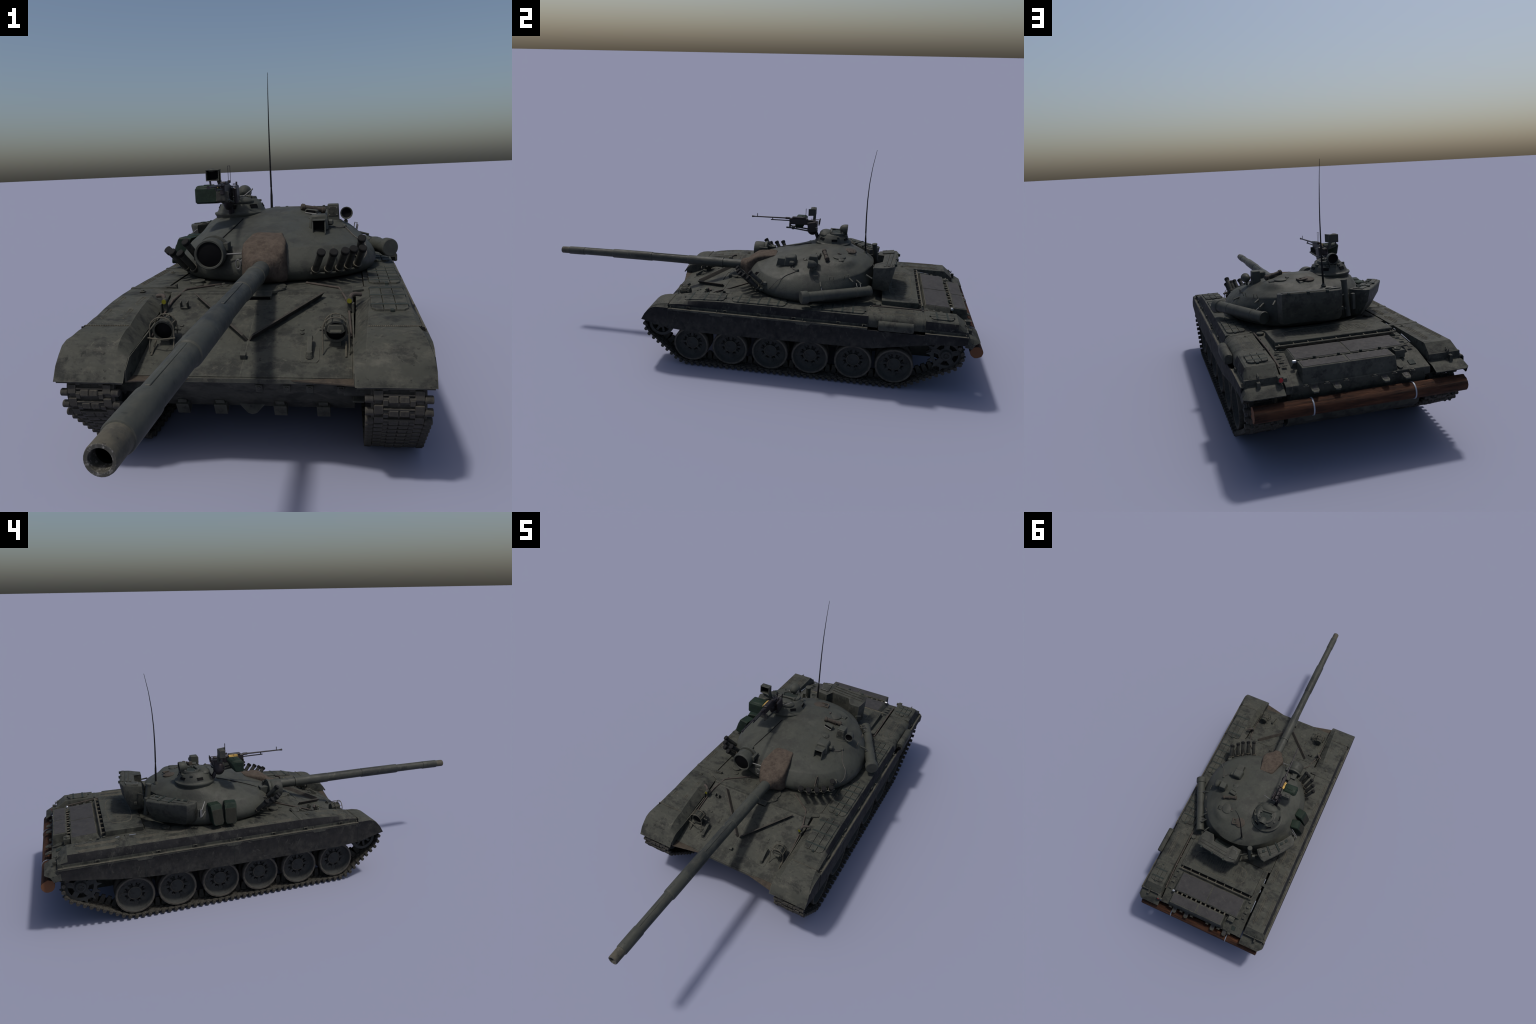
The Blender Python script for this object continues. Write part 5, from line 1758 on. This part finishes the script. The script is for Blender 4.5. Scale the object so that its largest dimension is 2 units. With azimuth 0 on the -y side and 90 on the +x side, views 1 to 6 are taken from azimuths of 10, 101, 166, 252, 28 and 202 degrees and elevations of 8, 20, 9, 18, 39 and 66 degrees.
g = Part().mat(M_GUNMETAL)
for dx in (-0.012, 0.012):
    g.cyl(W(-0.1340 + dx, 0.232, 0.566), W(-0.1330 + dx, 0.276, 0.5655), 0.0016, seg=6)
    g.cyl(W(-0.1340 + dx, 0.232, 0.552), W(-0.1330 + dx, 0.276, 0.5525), 0.0016, seg=6)
    g.cyl(W(-0.1330 + dx, 0.277, 0.572), W(-0.1330 + dx, 0.274, 0.544), 0.0028, seg=8)
g.cyl(W(-0.146, 0.276, 0.559), W(-0.121, 0.276, 0.559), 0.0018, seg=6)
g.mat(M_STEEL)
g.tube([W(-0.1372, 0.2666, 0.5252), W(-0.108, 0.2666, 0.5260), W(-0.096, 0.2666, 0.529), W(-0.070, 0.2666, 0.5482)], 0.0022, 8)
g.done('gun_grip', mg)
g = Part().mat(M_GUNMETAL)
g.ball(W(-0.1420, 0.2420, 0.517), 0.027, 18, (0.62, 0.95, 1.05))
g.box(W(-0.1390, 0.246, 0.543), (0.026, 0.040, 0.030), None, 0.004)
g.box(W(-0.1150, 0.244, 0.535), (0.010, 0.044, 0.050), (0.2, 0, 0), 0.003)
g.cyl(W(-0.1420, 0.258, 0.505), W(-0.1384, 0.272, 0.474), 0.0085, 0.0095, 12)
g.mat(M_LAUNCH)
for dx in (-0.018, 0.012):
    g.cyl(W(-0.131 + dx, 0.134, 0.5245), W(-0.134 + dx, 0.232, 0.512), 0.0036, seg=8)
g.box(W(-0.1330, 0.134, 0.5355), (0.036, 0.005, 0.026))
g.box(W(-0.134, 0.150, 0.5215), (0.034, 0.012, 0.010))
g.cyl(W(-0.118, 0.140, 0.5245), W(-0.118, 0.118, 0.5245), 0.004, seg=8)
g.done('gun_cradle', mg)
# reflector sight in its hooded box
g = Part().mat(M_TURR)
g.box(W(-0.1830, 0.2500, 0.5940), (0.041, 0.004, 0.033))
g.box(W(-0.2020, 0.2390, 0.5940), (0.003, 0.024, 0.033))
g.box(W(-0.1640, 0.2390, 0.5940), (0.003, 0.024, 0.033))
g.box(W(-0.1830, 0.2390, 0.6095), (0.041, 0.026, 0.003))
g.box(W(-0.1830, 0.2390, 0.5790), (0.041, 0.026, 0.003))
g.box(W(-0.1600, 0.2320, 0.5950), (0.002, 0.030, 0.034), (0, 0, 0.3))
g.ball(W(-0.188, 0.240, 0.609), 0.012, 12, (1.1, 0.9, 0.5))
g.cyl(W(-0.1940, 0.240, 0.578), W(-0.1930, 0.243, 0.562), 0.003, seg=8)
g.cyl(W(-0.1940, 0.243, 0.563), W(-0.148, 0.245, 0.549), 0.0045, seg=8)
g.cyl(W(-0.1700, 0.247, 0.585), W(-0.160, 0.247, 0.552), 0.007, seg=10)
g.mat(M_GLASS_SHADE)
g.box(W(-0.1830, 0.2470, 0.5940), (0.034, 0.002, 0.027), None, 0)
g.done('reflector_sight', mg)
# belt box and belt
g = Part().mat(M_BOXGREEN)
bx = [(-0.2195, 0.153), (-0.1455, 0.157), (-0.1480, 0.214), (-0.2200, 0.211)]
lo = [(-0.2185, 0.1515), (-0.1460, 0.156), (-0.1480, 0.192), (-0.2190, 0.1895)]
g.hexa([W(x, y, 0.5145) for x, y in lo] + [W(x, y, 0.5615) for x, y in bx], 0.005)
g.hexa([W(-0.2185, 0.155, 0.558), W(-0.149, 0.159, 0.558), W(-0.151, 0.210, 0.558), W(-0.219, 0.207, 0.558), W(-0.214, 0.160, 0.5665), W(-0.154, 0.163, 0.5665), W(-0.155, 0.204, 0.5665), W(-0.214, 0.202, 0.5665)], 0.003)
g.box(W(-0.183, 0.183, 0.5670), (0.030, 0.010, 0.003), (0, 0, 0))
g.done('belt_box', mg, 40)
for i, (x, z) in enumerate(((-0.1400, 0.5705), (-0.1452, 0.5690), (-0.1495, 0.5655), (-0.1525, 0.5605))):
    g = Part().mat(M_BRASS)
    a, b = W(x, 0.158, z), W(x - 0.001, 0.198, z)
    dd = (b - a)
    g.cyl(a, a + dd * 0.42, 0.0014, 0.0021, 8)
    g.cyl(a + dd * 0.47, b, 0.0022, seg=8)
    g.done('cartridge', mg)

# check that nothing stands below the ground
bpy.context.view_layer.update()
